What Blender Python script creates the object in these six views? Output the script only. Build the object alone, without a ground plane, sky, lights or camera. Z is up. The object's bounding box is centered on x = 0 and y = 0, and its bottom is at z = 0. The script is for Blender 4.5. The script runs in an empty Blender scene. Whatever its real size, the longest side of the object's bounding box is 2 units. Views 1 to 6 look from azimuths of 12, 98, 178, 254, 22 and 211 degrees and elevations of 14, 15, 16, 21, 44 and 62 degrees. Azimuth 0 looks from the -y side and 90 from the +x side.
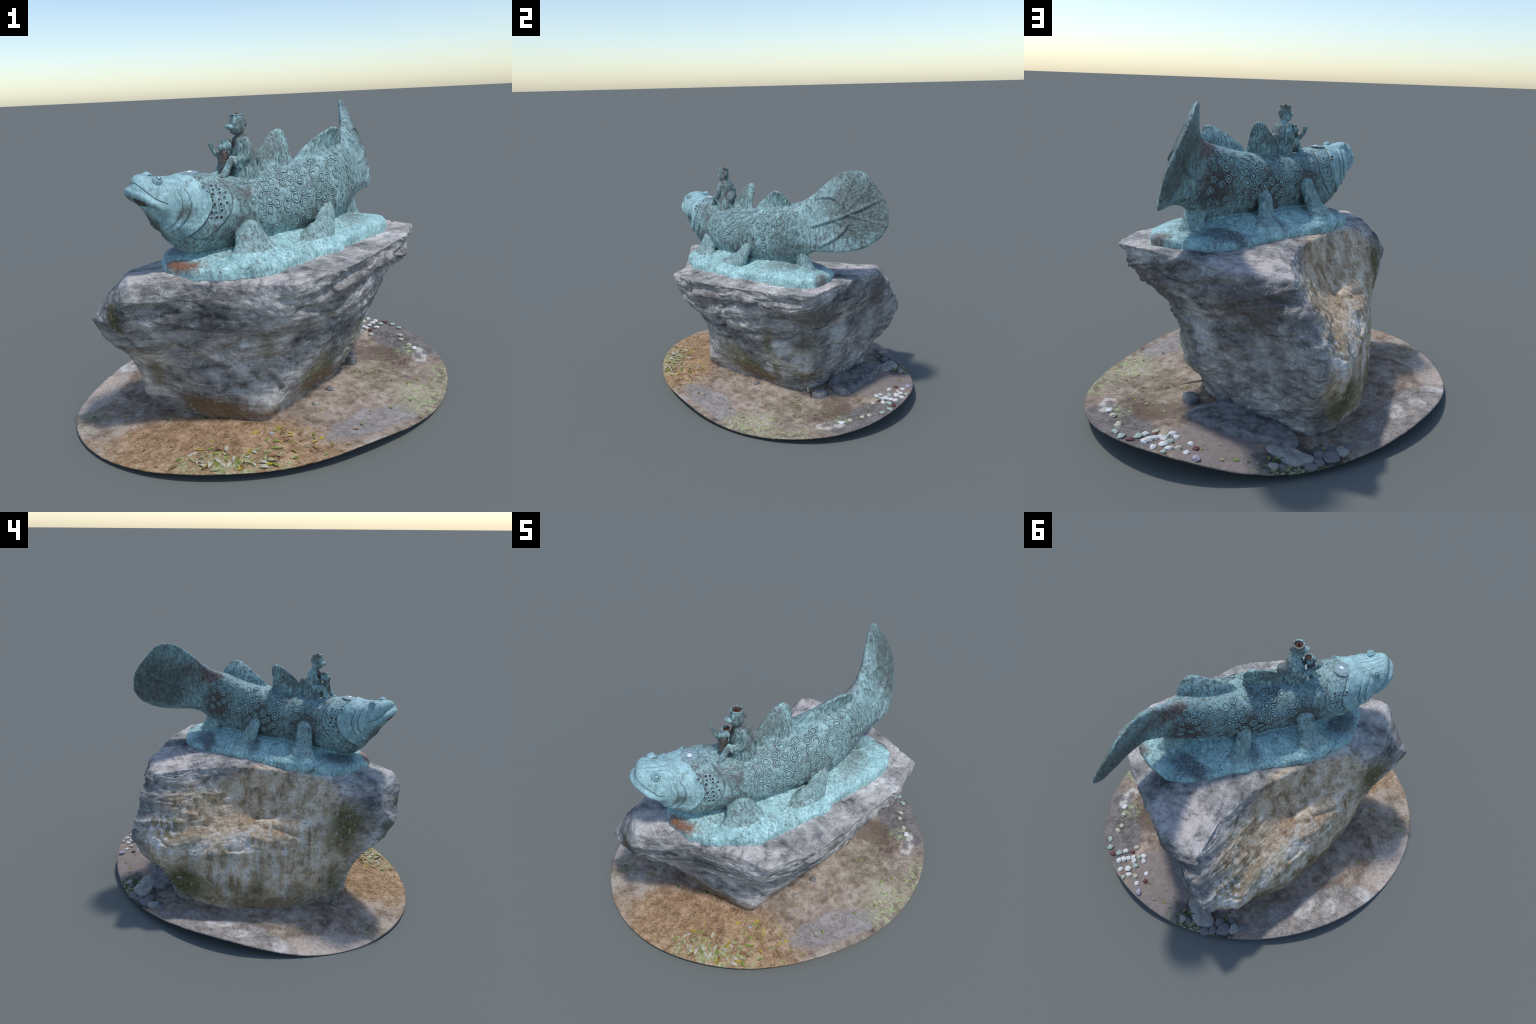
# Bronze fish with a rider, on a boulder that stands on a round patch of soil.
import bpy, bmesh, math, random
import numpy as np
from mathutils import Vector, Matrix, noise
from mathutils.bvhtree import BVHTree

RNG = random.Random(7)
noise.seed_set(5)
SC = bpy.context.scene.collection

# ------------------------------------------------------------------ helpers
def new_obj(name, verts, faces, mat=None, parent=None, smooth=True):
    me = bpy.data.meshes.new(name)
    me.from_pydata([tuple(map(float, v)) for v in verts], [], [tuple(map(int, f)) for f in faces])
    me.validate()
    if smooth:
        me.shade_smooth()
    ob = bpy.data.objects.new(name, me)
    SC.objects.link(ob)
    if mat:
        me.materials.append(mat)
    if parent:
        ob.parent = parent
    return ob


def catmull(keys, n, closed=False):
    """Catmull-Rom through the rows of keys, n samples (chord-length parameter)."""
    k = np.asarray(keys, float)
    m = len(k)
    if closed:
        t = np.arange(n) / n * m
    else:
        t = np.linspace(0, m - 1, n)
    i = np.minimum(t.astype(int), m - 1 if closed else m - 2)
    u = (t - i)[:, None]
    def at(j):
        return k[j % m] if closed else k[np.clip(j, 0, m - 1)]
    p0, p1, p2, p3 = at(i - 1), at(i), at(i + 1), at(i + 2)
    return 0.5 * (2 * p1 + (p2 - p0) * u + (2 * p0 - 5 * p1 + 4 * p2 - p3) * u**2 + (3 * p1 - p0 - 3 * p2 + p3) * u**3)


def grid_faces(nu, nv, wrap_v=True):
    f = []
    for i in range(nu - 1):
        for j in range(nv if wrap_v else nv - 1):
            j2 = (j + 1) % nv
            f.append((i * nv + j, i * nv + j2, (i + 1) * nv + j2, (i + 1) * nv + j))
    return f


def loft(rings):
    """Closed surface through rings of equal length; ends are capped by fans."""
    rings = np.asarray(rings, float)
    nu, nv, _ = rings.shape
    v = list(rings.reshape(-1, 3))
    f = grid_faces(nu, nv)
    a = len(v); v.append(rings[0].mean(0))
    b = len(v); v.append(rings[-1].mean(0))
    for j in range(nv):
        j2 = (j + 1) % nv
        f.append((a, j2, j))
        f.append((b, (nu - 1) * nv + j, (nu - 1) * nv + j2))
    return v, f


def tube(path, radii, n=14, flat=None):
    """Round or elliptical limb along a path. flat=(axis, ratio) squashes it along an axis."""
    path = np.asarray(path, float)
    m = max(8, 5 * len(path))
    P = catmull(path, m)
    R = catmull(np.asarray(radii, float).reshape(len(path), -1), m)
    T = np.gradient(P, axis=0)
    T /= np.linalg.norm(T, axis=1, keepdims=True)
    rings = []
    ref = np.array([0.0, 0.0, 1.0]) if flat is None else np.asarray(flat, float)
    for p, r, t in zip(P, R, T):
        a = ref - t * (ref @ t)
        if np.linalg.norm(a) < 1e-3:
            a = np.array([1.0, 0, 0]) - t * t[0]
        a /= np.linalg.norm(a)
        b = np.cross(t, a)
        ra, rb = (r[0], r[-1])
        ph = np.linspace(0, 2 * np.pi, n, endpoint=False)
        rings.append(p + np.outer(np.cos(ph) * ra, a) + np.outer(np.sin(ph) * rb, b))
    # rounded ends
    def cap(ring, t, s):
        c = ring.mean(0); out = []
        for q in (0.5, 0.85):
            k = math.sqrt(max(0, 1 - q * q))
            out.append(c + (ring - c) * k + t * s * q * np.linalg.norm(ring - c, axis=1).mean() * 0.8)
        return out
    first = cap(rings[0], T[0], -1)[::-1]
    last = cap(rings[-1], T[-1], 1)
    return loft(first + rings + last)


def ellipsoid(c, axes, n=20, m=14):
    """axes: three vectors (rows) giving the semi-axes."""
    A = np.asarray(axes, float)
    if A.ndim == 1:
        A = np.diag(A)
    v = [np.asarray(c, float) + A[2]]
    for i in range(1, m):
        th = math.pi * i / m
        for j in range(n):
            ph = 2 * math.pi * j / n
            v.append(c + A[0] * math.sin(th) * math.cos(ph) + A[1] * math.sin(th) * math.sin(ph) + A[2] * math.cos(th))
    v.append(np.asarray(c, float) - A[2])
    f = [(0, 1 + j, 1 + (j + 1) % n) for j in range(n)]
    for i in range(m - 2):
        for j in range(n):
            a = 1 + i * n + j; b = 1 + i * n + (j + 1) % n
            f.append((a, a + n, b + n, b))
    e = len(v) - 1; s = 1 + (m - 2) * n
    f += [(e, s + (j + 1) % n, s + j) for j in range(n)]
    return v, f


def merged(list_vf):
    V, F = [], []
    for v, f in list_vf:
        o = len(V); V += [tuple(x) for x in v]; F += [tuple(i + o for i in q) for q in f]
    return V, F


def fbm(p, scale, octaves=4, h=1.0):
    return noise.fractal(Vector(p) * scale, h, 2.0, octaves)


def smoothstep(a, b, x):
    t = np.clip((x - a) / (b - a), 0, 1)
    return t * t * (3 - 2 * t)


def voxel_union(parts, voxel, smooth_iter):
    """Join closed meshes into one skin; gives vertices, faces and each vertex's source part."""
    V, F = [], []
    trees = []
    for v, f in parts:
        v = [tuple(map(float, x)) for x in v]
        o = len(V)
        V += v
        F += [tuple(int(i) + o for i in q) for q in f]
        trees.append(BVHTree.FromPolygons(v, [tuple(map(int, q)) for q in f]))
    ob = new_obj("tmp_union", V, F)
    bm = bmesh.new(); bm.from_mesh(ob.data)
    bmesh.ops.recalc_face_normals(bm, faces=bm.faces)
    bm.to_mesh(ob.data); bm.free()
    md = ob.modifiers.new("r", "REMESH"); md.mode = "VOXEL"; md.voxel_size = voxel; md.adaptivity = 0
    if smooth_iter:
        ms = ob.modifiers.new("s", "SMOOTH"); ms.factor = 0.5; ms.iterations = smooth_iter
    dg = bpy.context.evaluated_depsgraph_get()
    me = bpy.data.meshes.new_from_object(ob.evaluated_get(dg))
    nv = len(me.vertices)
    co = np.empty(nv * 3); me.vertices.foreach_get("co", co)
    no = np.empty(nv * 3); me.vertices.foreach_get("normal", no)
    faces = [tuple(p.vertices) for p in me.polygons]
    bpy.data.objects.remove(ob); bpy.data.meshes.remove(me)
    return co.reshape(-1, 3), no.reshape(-1, 3), faces, trees


def nearest_part(points, trees, bias=None):
    best = np.full(len(points), 1e9); idx = np.zeros(len(points), int)
    for k, t in enumerate(trees):
        b = bias[k] if bias else 0.0
        for i, p in enumerate(points):
            d = t.find_nearest(Vector(p), 0.3)[3]
            d = 9.0 if d is None else d + b
            if d < best[i]:
                best[i] = d; idx[i] = k
    return idx


def split_by_region(co, faces, face_region, names, mat_of, parent_of):
    """One skin cut into named parts whose border vertices and normals coincide."""
    whole = bpy.data.meshes.new("whole"); whole.from_pydata([tuple(c) for c in co], [], faces); whole.update()
    nrm = np.empty(len(co) * 3); whole.vertices.foreach_get("normal", nrm); nrm = nrm.reshape(-1, 3)
    bpy.data.meshes.remove(whole)
    out = {}
    F = np.array(faces, dtype=object)
    for r, name in names.items():
        sel = [f for f, k in zip(faces, face_region) if k == r]
        if not sel:
            continue
        used = sorted({i for f in sel for i in f})
        m = {i: n for n, i in enumerate(used)}
        ob = new_obj(name, co[used], [[m[i] for i in f] for f in sel], mat_of(r), parent_of(r))
        ob.data.normals_split_custom_set_from_vertices([tuple(nrm[i]) for i in used])
        out[r] = ob
    return out


# ------------------------------------------------------------------ materials
class Mat:
    """Small builder for procedural materials on Object coordinates."""
    def __init__(self, name, rough=0.8, spec=0.3):
        self.m = bpy.data.materials.new(name); self.m.use_nodes = True
        self.t = self.m.node_tree; self.n = self.t.nodes; self.l = self.t.links
        self.bsdf = self.n["Principled BSDF"]
        self.bsdf.inputs["Roughness"].default_value = rough
        self.bsdf.inputs["Specular IOR Level"].default_value = spec
        self.co = self.n.new("ShaderNodeTexCoord").outputs["Object"]

    def put(self, sock, v):
        if hasattr(v, "is_output"):
            self.l.new(v, sock)
        elif isinstance(v, (tuple, list)) and len(v) == 3 and sock.type == "RGBA":
            sock.default_value = (*v, 1)
        else:
            sock.default_value = v

    def math(self, op, a, b=0.0, c=0.0, clamp=False):
        x = self.n.new("ShaderNodeMath"); x.operation = op; x.use_clamp = clamp
        for s, v in zip(x.inputs, (a, b, c)):
            self.put(s, v)
        return x.outputs[0]

    def scaled(self, scale, rot=(0, 0, 0)):
        x = self.n.new("ShaderNodeMapping")
        self.l.new(self.co, x.inputs["Vector"])
        x.inputs["Scale"].default_value = scale; x.inputs["Rotation"].default_value = rot
        return x.outputs[0]

    def noise(self, scale, detail=5, rough=0.6, vec=None, dist=0.0):
        x = self.n.new("ShaderNodeTexNoise")
        self.l.new(vec or self.co, x.inputs["Vector"])
        x.inputs["Scale"].default_value = scale; x.inputs["Detail"].default_value = detail
        x.inputs["Roughness"].default_value = rough; x.inputs["Distortion"].default_value = dist
        return x.outputs["Fac"]

    def voronoi(self, scale, feature="F1", vec=None):
        x = self.n.new("ShaderNodeTexVoronoi"); x.feature = feature
        self.l.new(vec or self.co, x.inputs["Vector"]); x.inputs["Scale"].default_value = scale
        return x.outputs["Distance"]

    def ramp(self, fac, lo, hi):
        x = self.n.new("ShaderNodeMapRange"); x.interpolation_type = "SMOOTHSTEP"
        self.put(x.inputs[0], fac); x.inputs[1].default_value = lo; x.inputs[2].default_value = hi
        return x.outputs[0]

    def colours(self, fac, stops):
        x = self.n.new("ShaderNodeValToRGB"); self.put(x.inputs[0], fac)
        e = x.color_ramp.elements
        while len(e) < len(stops):
            e.new(0.5)
        for el, (p, c) in zip(e, stops):
            el.position = p; el.color = (*c, 1)
        return x.outputs[0]

    def mix(self, fac, a, b, mode="MIX"):
        x = self.n.new("ShaderNodeMix"); x.data_type = "RGBA"; x.blend_type = mode
        self.put(x.inputs[0], fac); self.put(x.inputs[6], a); self.put(x.inputs[7], b)
        return x.outputs[2]

    def blob(self, c, radii, rot=0.0, wob=0.35, wscale=9.0, lo=0.6, hi=1.05):
        """Soft-edged patch round a place on the object, ragged by noise: 1 inside, 0 outside."""
        v = self.n.new("ShaderNodeVectorMath"); v.operation = "SUBTRACT"
        self.l.new(self.co, v.inputs[0]); v.inputs[1].default_value = c
        r = self.n.new("ShaderNodeVectorRotate"); r.rotation_type = "Z_AXIS"
        self.l.new(v.outputs[0], r.inputs["Vector"]); r.inputs["Angle"].default_value = -rot
        d = self.n.new("ShaderNodeVectorMath"); d.operation = "DIVIDE"
        self.l.new(r.outputs[0], d.inputs[0]); d.inputs[1].default_value = radii
        ln = self.n.new("ShaderNodeVectorMath"); ln.operation = "LENGTH"
        self.l.new(d.outputs[0], ln.inputs[0])
        w = self.noise(wscale, 4, 0.65)
        s = self.math("ADD", ln.outputs["Value"], self.math("MULTIPLY", self.math("SUBTRACT", w, 0.5), 2 * wob))
        x = self.n.new("ShaderNodeMapRange"); x.interpolation_type = "SMOOTHSTEP"
        self.put(x.inputs[0], s); x.inputs[1].default_value = lo; x.inputs[2].default_value = hi
        x.inputs[3].default_value = 1.0; x.inputs[4].default_value = 0.0
        return x.outputs[0]

    def bump(self, height, strength=0.4, dist=0.004):
        x = self.n.new("ShaderNodeBump"); x.inputs["Strength"].default_value = strength
        x.inputs["Distance"].default_value = dist
        self.l.new(height, x.inputs["Height"])
        self.l.new(x.outputs[0], self.bsdf.inputs["Normal"])

    def done(self, colour):
        self.put(self.bsdf.inputs["Base Color"], colour)
        return self.m


TEAL = (0.29, 0.47, 0.47)
PALE = (0.42, 0.66, 0.66)
GREY = (0.125, 0.155, 0.15)
BROWN = (0.085, 0.055, 0.048)
RUST = (0.26, 0.115, 0.065)


def bronze(name, dark=0.5, brown=0.35, patches=(), streak=None, teal=TEAL, pale=PALE):
    """Verdigris over dark bronze; dark and brown set how much of each shows."""
    b = Mat(name, 0.62, 0.35)
    big = b.noise(7.0, 6, 0.62, dist=0.4)
    mid = b.noise(17.0, 6, 0.7, dist=0.6)
    fine = b.noise(80.0, 4, 0.65)
    vec = b.scaled(streak or (75, 75, 28))
    grain = b.noise(1.0, 5, 0.7, vec=vec, dist=0.8)
    col = b.mix(b.ramp(mid, 0.42, 0.66), teal, pale)
    t = b.math("ADD", b.math("MULTIPLY", big, 0.6), b.math("MULTIPLY", grain, 0.4))
    sh = (dark - 0.5) * 0.30
    col = b.mix(b.math("MULTIPLY", b.ramp(t, 0.43 - sh, 0.60 - sh), 0.85), col, GREY)
    col = b.mix(b.math("MULTIPLY", b.ramp(grain, 0.45, 0.60), 0.3 + 0.6 * dark), col, tuple(0.5 * x for x in GREY))
    t2 = b.math("ADD", b.math("MULTIPLY", b.noise(9.0, 6, 0.7, dist=0.5), 0.65), b.math("MULTIPLY", fine, 0.35))
    br = b.ramp(t2, 0.62 - 0.22 * brown, 0.72 - 0.22 * brown)
    col = b.mix(b.math("MULTIPLY", br, 0.85), col, BROWN)
    for c, r, colour, amount in patches:
        col = b.mix(b.math("MULTIPLY", b.blob(c, r, lo=0.35, hi=1.1, wob=0.6, wscale=16), amount), col, b.mix(b.ramp(grain, 0.4, 0.62), colour, tuple(0.6 * x for x in colour)))
    col = b.mix(b.math("MULTIPLY", b.ramp(fine, 0.52, 0.68), 0.35), col, pale)
    b.bump(b.math("ADD", grain, b.math("MULTIPLY", fine, 0.6)), 0.5, 0.004)
    return b.done(col)


M_BODY = bronze("patina_body", 0.44, 0.34, teal=(.26, .415, .425), pale=(.37, .575, .59), patches=[
    ((0.36, 0.22, 1.36), (0.07, 0.12, 0.10), (0.15, 0.07, 0.055), 0.8),
    ((0.33, 0.16, 1.17), (0.18, 0.18, 0.17), (0.085, 0.062, 0.055), 0.9),
    ((0.06, -0.04, 1.10), (0.32, 0.20, 0.18), (0.085, 0.070, 0.062), 0.92),
    ((-0.16, -0.26, 1.10), (0.18, 0.14, 0.18), (0.075, 0.070, 0.062), 0.88),
    ((0.02, -0.20, 1.25), (0.10, 0.08, 0.05), (0.09, 0.065, 0.065), 0.6),
    ((0.30, -0.22, 1.03), (0.28, 0.15, 0.11), (0.085, 0.075, 0.07), 0.75),
    ((0.48, 0.12, 1.08), (0.14, 0.16, 0.10), (0.09, 0.095, 0.09), 0.6),
    ((-0.02, -0.52, 1.03), (0.20, 0.13, 0.13), (0.075, 0.085, 0.08), 0.75),
    ((0.47, 0.56, 1.33), (0.16, 0.30, 0.36), (0.105, 0.125, 0.115), 0.85),
    ((0.36, 0.31, 1.40), (0.07, 0.09, 0.10), (0.15, 0.07, 0.055), 0.6)])
M_HEAD = bronze("patina_head", 0.10, 0.10, [
    ((-0.37, -0.67, 1.09), (0.11, 0.11, 0.11), (0.065, 0.065, 0.055), 0.85),
    ((-0.25, -0.56, 1.00), (0.18, 0.18, 0.12), (0.06, 0.07, 0.06), 0.8),
    ((-0.20, -0.70, 1.15), (0.06, 0.05, 0.04), (0.10, 0.10, 0.09), 0.7)], teal=(0.31, 0.50, 0.52), pale=(.42, .66, .69))
M_TAIL = bronze("patina_tail", 0.66, 0.40, [
    ((0.36, 0.31, 1.40), (0.07, 0.09, 0.10), (0.15, 0.07, 0.055), 0.8)])
M_FIN = bronze("patina_fin", 0.58, 0.30)
M_LEG = bronze("patina_leg", 0.36, 0.28, teal=(.26, .41, .41), pale=(.37, .56, .56))
M_BASE = bronze("patina_base", 0.24, 0.30, [
    ((-0.26, -0.68, 0.92), (0.15, 0.07, 0.07), RUST, 1.0),
    ((0.58, 0.32, 0.90), (0.08, 0.08, 0.07), (0.15, 0.075, 0.055), 0.8),
    ((0.30, 0.28, 0.92), (0.20, 0.10, 0.08), (0.10, 0.105, 0.13), 0.75),
    ((0.05, 0.02, 0.95), (0.16, 0.08, 0.06), (0.13, 0.14, 0.16), 0.6),
    ((-0.30, -0.45, 0.93), (0.11, 0.16, 0.07), (0.10, 0.10, 0.11), 0.8),
    ((0.45, 0.08, 0.96), (0.12, 0.18, 0.05), (0.12, 0.09, 0.08), 0.5)], teal=(0.33, 0.55, 0.56), pale=(.50, .78, .78))
M_MOUTH = bronze("dark_mouth", .9, .9, [((-.42, -.71, 1.18), (.12, .12, .10), (.055, .032, .026), .9)], teal=(.10, .12, .11), pale=(.12, .14, .13))
M_RIDER = bronze("patina_rider", 0.58, 0.55, [((-.045, -.415, 1.425), (.035, .035, .045), (.10, .05, .04), .9), ((.02, -.345, 1.33), (.035, .035, .09), (.09, .05, .035), .7), ((-.02, -.37, 1.53), (.05, .05, .02), (.16, .09, .06), .5)])
M_INFANT = bronze("patina_infant", .7, .9, [((-.07, -.44, 1.34), (.06, .06, .06), (.10, .055, .042), .7)])
M_RING = bronze("patina_ring", 0.38, 0.28)


def plain(name, colour, rough=0.8, var=0.35, scale=30):
    b = Mat(name, rough, 0.3)
    n = b.noise(scale, 5, 0.65)
    return b.done(b.mix(b.ramp(n, 0.35, 0.68), colour, tuple(x * (1 - var) for x in colour)))


M_RUST = plain("rust_hollow", (0.10, 0.042, 0.03), 0.7, 0.5, 60)
M_DARK = plain("dark_bronze", (0.075, 0.075, 0.08), 0.7, 0.5, 60)
M_BROWNSKIN = plain("brown_bronze", (0.12, 0.055, 0.04), 0.6, 0.5, 50)
M_EYE = plain("eye_patina", (0.33, 0.46, 0.50), 0.6, 0.5, 70)
M_PUPIL = plain("pale_pupil", (0.78, 0.82, 0.84), 0.5, 0.08, 40)


def rock_material():
    b = Mat("weathered_stone", 0.9, 0.2)
    big = b.noise(3.2, 6, 0.6, dist=0.7)
    mid = b.noise(11.0, 8, 0.72, dist=0.5)
    fine = b.noise(55.0, 6, 0.75)
    bed = b.noise(1.0, 7, 0.68, vec=b.scaled((5, 5, 17), (0.12, 0.25, 0)), dist=0.9)
    t = b.math("ADD", b.math("MULTIPLY", big, 0.35), b.math("ADD", b.math("MULTIPLY", mid, 0.30), b.math("MULTIPLY", bed, 0.35)))
    col = b.colours(t, [(0.40, (0.075, 0.075, 0.08)), (0.465, (0.25, 0.245, 0.24)), (0.53, (0.47, 0.455, 0.435)), (0.60, (0.80, 0.78, 0.745))])
    # sandy north-west face, lightened and tinted warm to offset blue sky shade
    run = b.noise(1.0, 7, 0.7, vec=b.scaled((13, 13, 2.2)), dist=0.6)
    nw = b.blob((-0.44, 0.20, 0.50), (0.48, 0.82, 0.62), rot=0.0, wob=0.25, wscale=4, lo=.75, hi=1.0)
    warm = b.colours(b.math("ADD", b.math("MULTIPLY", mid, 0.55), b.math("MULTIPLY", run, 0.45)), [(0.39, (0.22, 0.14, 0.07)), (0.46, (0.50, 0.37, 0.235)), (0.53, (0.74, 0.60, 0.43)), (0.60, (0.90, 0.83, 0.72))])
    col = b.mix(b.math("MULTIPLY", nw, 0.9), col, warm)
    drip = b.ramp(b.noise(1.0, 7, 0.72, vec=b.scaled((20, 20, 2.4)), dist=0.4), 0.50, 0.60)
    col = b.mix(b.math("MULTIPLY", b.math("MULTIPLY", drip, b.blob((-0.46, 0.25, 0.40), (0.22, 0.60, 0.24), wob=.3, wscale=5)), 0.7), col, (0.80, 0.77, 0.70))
    # orange iron stains
    for c, r, a in (((-0.30, 0.22, 0.60), (0.14, 0.20, 0.14), 0.45), ((-0.46, 0.05, 0.52), (0.09, 0.22, 0.06), 0.4), ((-0.16, 0.05, 0.80), (0.10, 0.30, 0.07), 0.4), ((-0.24, 0.05, 0.68), (0.08, 0.16, 0.10), 0.45)):
        m = b.math("MULTIPLY", b.blob(c, r, wob=0.7, wscale=14, lo=.4, hi=1.1), b.ramp(fine, 0.38, 0.58))
        col = b.mix(b.math("MULTIPLY", m, a), col, (0.50, 0.29, 0.15))
    # pinkish cream crust on the top
    for c, r, a in (((0.12, 0.52, 0.86), (0.26, 0.19, 0.10), 0.75), ((0.70, 0.32, 0.86), (0.10, 0.16, 0.06), 0.7), ((0.10, -0.68, 0.85), (0.40, 0.10, 0.06), 0.6), ((0.55, -.05, .87), (0.14, .35, .05), .35), ((-.40, -.70, .87), (.16, .12, .05), .4)):
        m = b.math("MULTIPLY", b.blob(c, r, wob=0.6, wscale=10), b.ramp(mid, 0.36, 0.55))
        col = b.mix(b.math("MULTIPLY", m, a), col, b.mix(fine, (0.54, 0.47, 0.45), (0.86, 0.79, 0.76)))
    # olive algae that has run down
    algae = b.mix(b.ramp(fine, .4, .6), (0.19, 0.165, 0.065), (0.075, 0.068, 0.03))
    for c, r, a in (((-0.62, -0.38, 0.62), (0.14, 0.20, 0.28), 1.0), ((-0.33, 0.56, 0.20), (0.22, 0.32, 0.17), 1.0), ((-0.55, 0.12, 0.28), (0.08, 0.06, 0.30), 0.95), ((-.50, .25, .16), (.12, .3, .12), .55), ((-.57, -.15, .14), (.1, .2, .1), .6),
                    ((-0.60, -0.34, 0.22), (0.10, 0.12, 0.20), 0.8), ((-0.55, -0.74, 0.66), (0.06, 0.08, 0.14), 0.95), ((-0.47, -0.52, 0.28), (0.07, 0.10, 0.26), 0.85), ((-0.69, -0.64, 0.52), (0.05, 0.08, 0.15), 0.95),
                    ((0.13, -0.60, 0.74), (0.11, 0.08, 0.10), 0.9), ((0.12, -0.57, 0.52), (0.07, 0.10, 0.28), 0.6), ((0.50, -0.02, 0.54), (0.14, 0.07, 0.28), 0.95), ((.42, .02, .25), (.12, .05, .2), .8),
                    ((0.30, -0.20, 0.22), (0.20, 0.26, 0.17), 0.9), ((0.52, 0.25, 0.34), (0.10, 0.14, 0.20), 0.55), ((0.40, 0.22, 0.18), (0.15, 0.16, 0.10), 0.7), ((-0.24, 0.62, 0.60), (0.09, 0.10, 0.22), 0.75), ((-.36, .52, .50), (.09, .12, .2), .6), ((-.45, .35, .45), (.1, .12, .16), .55), ((-.18, .36, .70), (.08, .10, .14), .4)):
        m = b.blob(c, r, wob=0.45, wscale=8, lo=.15, hi=1.15)
        col = b.mix(b.math("MULTIPLY", b.math("MULTIPLY", m, b.ramp(b.math("ADD", b.math("MULTIPLY", m, 0.25), run), 0.37, 0.59)), 0.95 * a), col, algae)
    # dark brown patches under the rim on the east and over the north face
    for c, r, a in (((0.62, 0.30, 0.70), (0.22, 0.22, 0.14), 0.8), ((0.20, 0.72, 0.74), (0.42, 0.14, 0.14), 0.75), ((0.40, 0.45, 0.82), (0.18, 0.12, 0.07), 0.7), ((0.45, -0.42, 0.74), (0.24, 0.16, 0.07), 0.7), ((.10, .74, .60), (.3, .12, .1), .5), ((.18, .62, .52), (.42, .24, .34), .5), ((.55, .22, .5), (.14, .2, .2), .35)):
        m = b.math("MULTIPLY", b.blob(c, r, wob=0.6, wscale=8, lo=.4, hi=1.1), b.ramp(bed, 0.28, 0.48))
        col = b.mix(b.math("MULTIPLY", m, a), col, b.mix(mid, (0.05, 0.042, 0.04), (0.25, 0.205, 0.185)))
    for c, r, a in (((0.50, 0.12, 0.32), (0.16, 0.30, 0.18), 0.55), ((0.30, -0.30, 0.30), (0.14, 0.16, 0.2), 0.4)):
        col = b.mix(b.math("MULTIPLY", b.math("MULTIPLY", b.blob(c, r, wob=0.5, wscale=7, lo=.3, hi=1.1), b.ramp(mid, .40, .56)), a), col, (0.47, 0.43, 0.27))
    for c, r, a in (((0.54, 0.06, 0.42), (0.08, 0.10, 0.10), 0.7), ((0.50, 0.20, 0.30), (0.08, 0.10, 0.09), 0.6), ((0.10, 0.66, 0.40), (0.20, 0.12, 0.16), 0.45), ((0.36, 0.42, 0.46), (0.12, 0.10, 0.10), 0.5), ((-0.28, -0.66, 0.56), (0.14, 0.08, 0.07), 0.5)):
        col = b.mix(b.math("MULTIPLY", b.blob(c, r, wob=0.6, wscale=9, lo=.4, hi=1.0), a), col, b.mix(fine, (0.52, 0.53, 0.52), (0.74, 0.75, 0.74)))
    # rusty soil splash round the foot
    for c, r, a in (((-0.15, -0.50, 0.10), (0.38, 0.14, 0.11), 0.85), ((0.28, -0.10, 0.12), (0.18, 0.32, 0.10), 0.8), ((-0.52, 0.10, 0.07), (0.14, 0.55, 0.07), 0.7)):
        col = b.mix(b.math("MULTIPLY", b.blob(c, r, wob=0.45, wscale=9, lo=.4, hi=1.1), a), col, b.mix(fine, (0.13, 0.08, 0.035), (0.27, 0.17, 0.08)))
    # white lichen flecks
    fleck = b.ramp(b.noise(1.0, 8, 0.78, vec=b.scaled((24, 24, 11))), 0.50, 0.54)
    for c, r, a in (((-0.28, 0.70, 0.55), (0.14, 0.16, 0.18), 0.9), ((-0.40, 0.50, 0.50), (0.10, 0.16, 0.14), 0.6), ((-.45, .2, .45), (.1, .2, .1), .4)):
        col = b.mix(b.math("MULTIPLY", b.math("MULTIPLY", b.blob(c, r, wob=0.3), fleck), a), col, (0.74, 0.74, 0.74))
    # dark hairline cracks along the bedding, and pits
    line = b.ramp(b.math("ABSOLUTE", b.math("SUBTRACT", b.noise(1.0, 5, 0.6, vec=b.scaled((4, 4, 11), (0.12, 0.25, 0)), dist=1.2), 0.5)), 0.012, 0.0)
    line = b.math("MULTIPLY", line, b.ramp(big, 0.42, 0.56))
    col = b.mix(b.math("MULTIPLY", line, 0.4), col, (0.06, 0.055, 0.05))
    blotch = b.ramp(b.noise(19.0, 8, 0.75, dist=1.0), 0.53, 0.64)
    col = b.mix(b.math("MULTIPLY", blotch, 0.5), col, (0.10, 0.095, 0.095))
    chalk = b.ramp(b.noise(23.0, 8, 0.75, dist=0.8), 0.56, 0.66)
    col = b.mix(b.math("MULTIPLY", chalk, 0.5), col, (0.80, 0.79, 0.78))
    speck = b.ramp(fine, 0.56, 0.68)
    col = b.mix(b.math("MULTIPLY", speck, 0.55), col, (0.12, 0.11, 0.11))
    b.bump(b.math("ADD", b.math("ADD", mid, b.math("MULTIPLY", bed, 0.5)), b.math("MULTIPLY", fine, 0.6)), 0.7, 0.012)
    return b.done(col)


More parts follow.
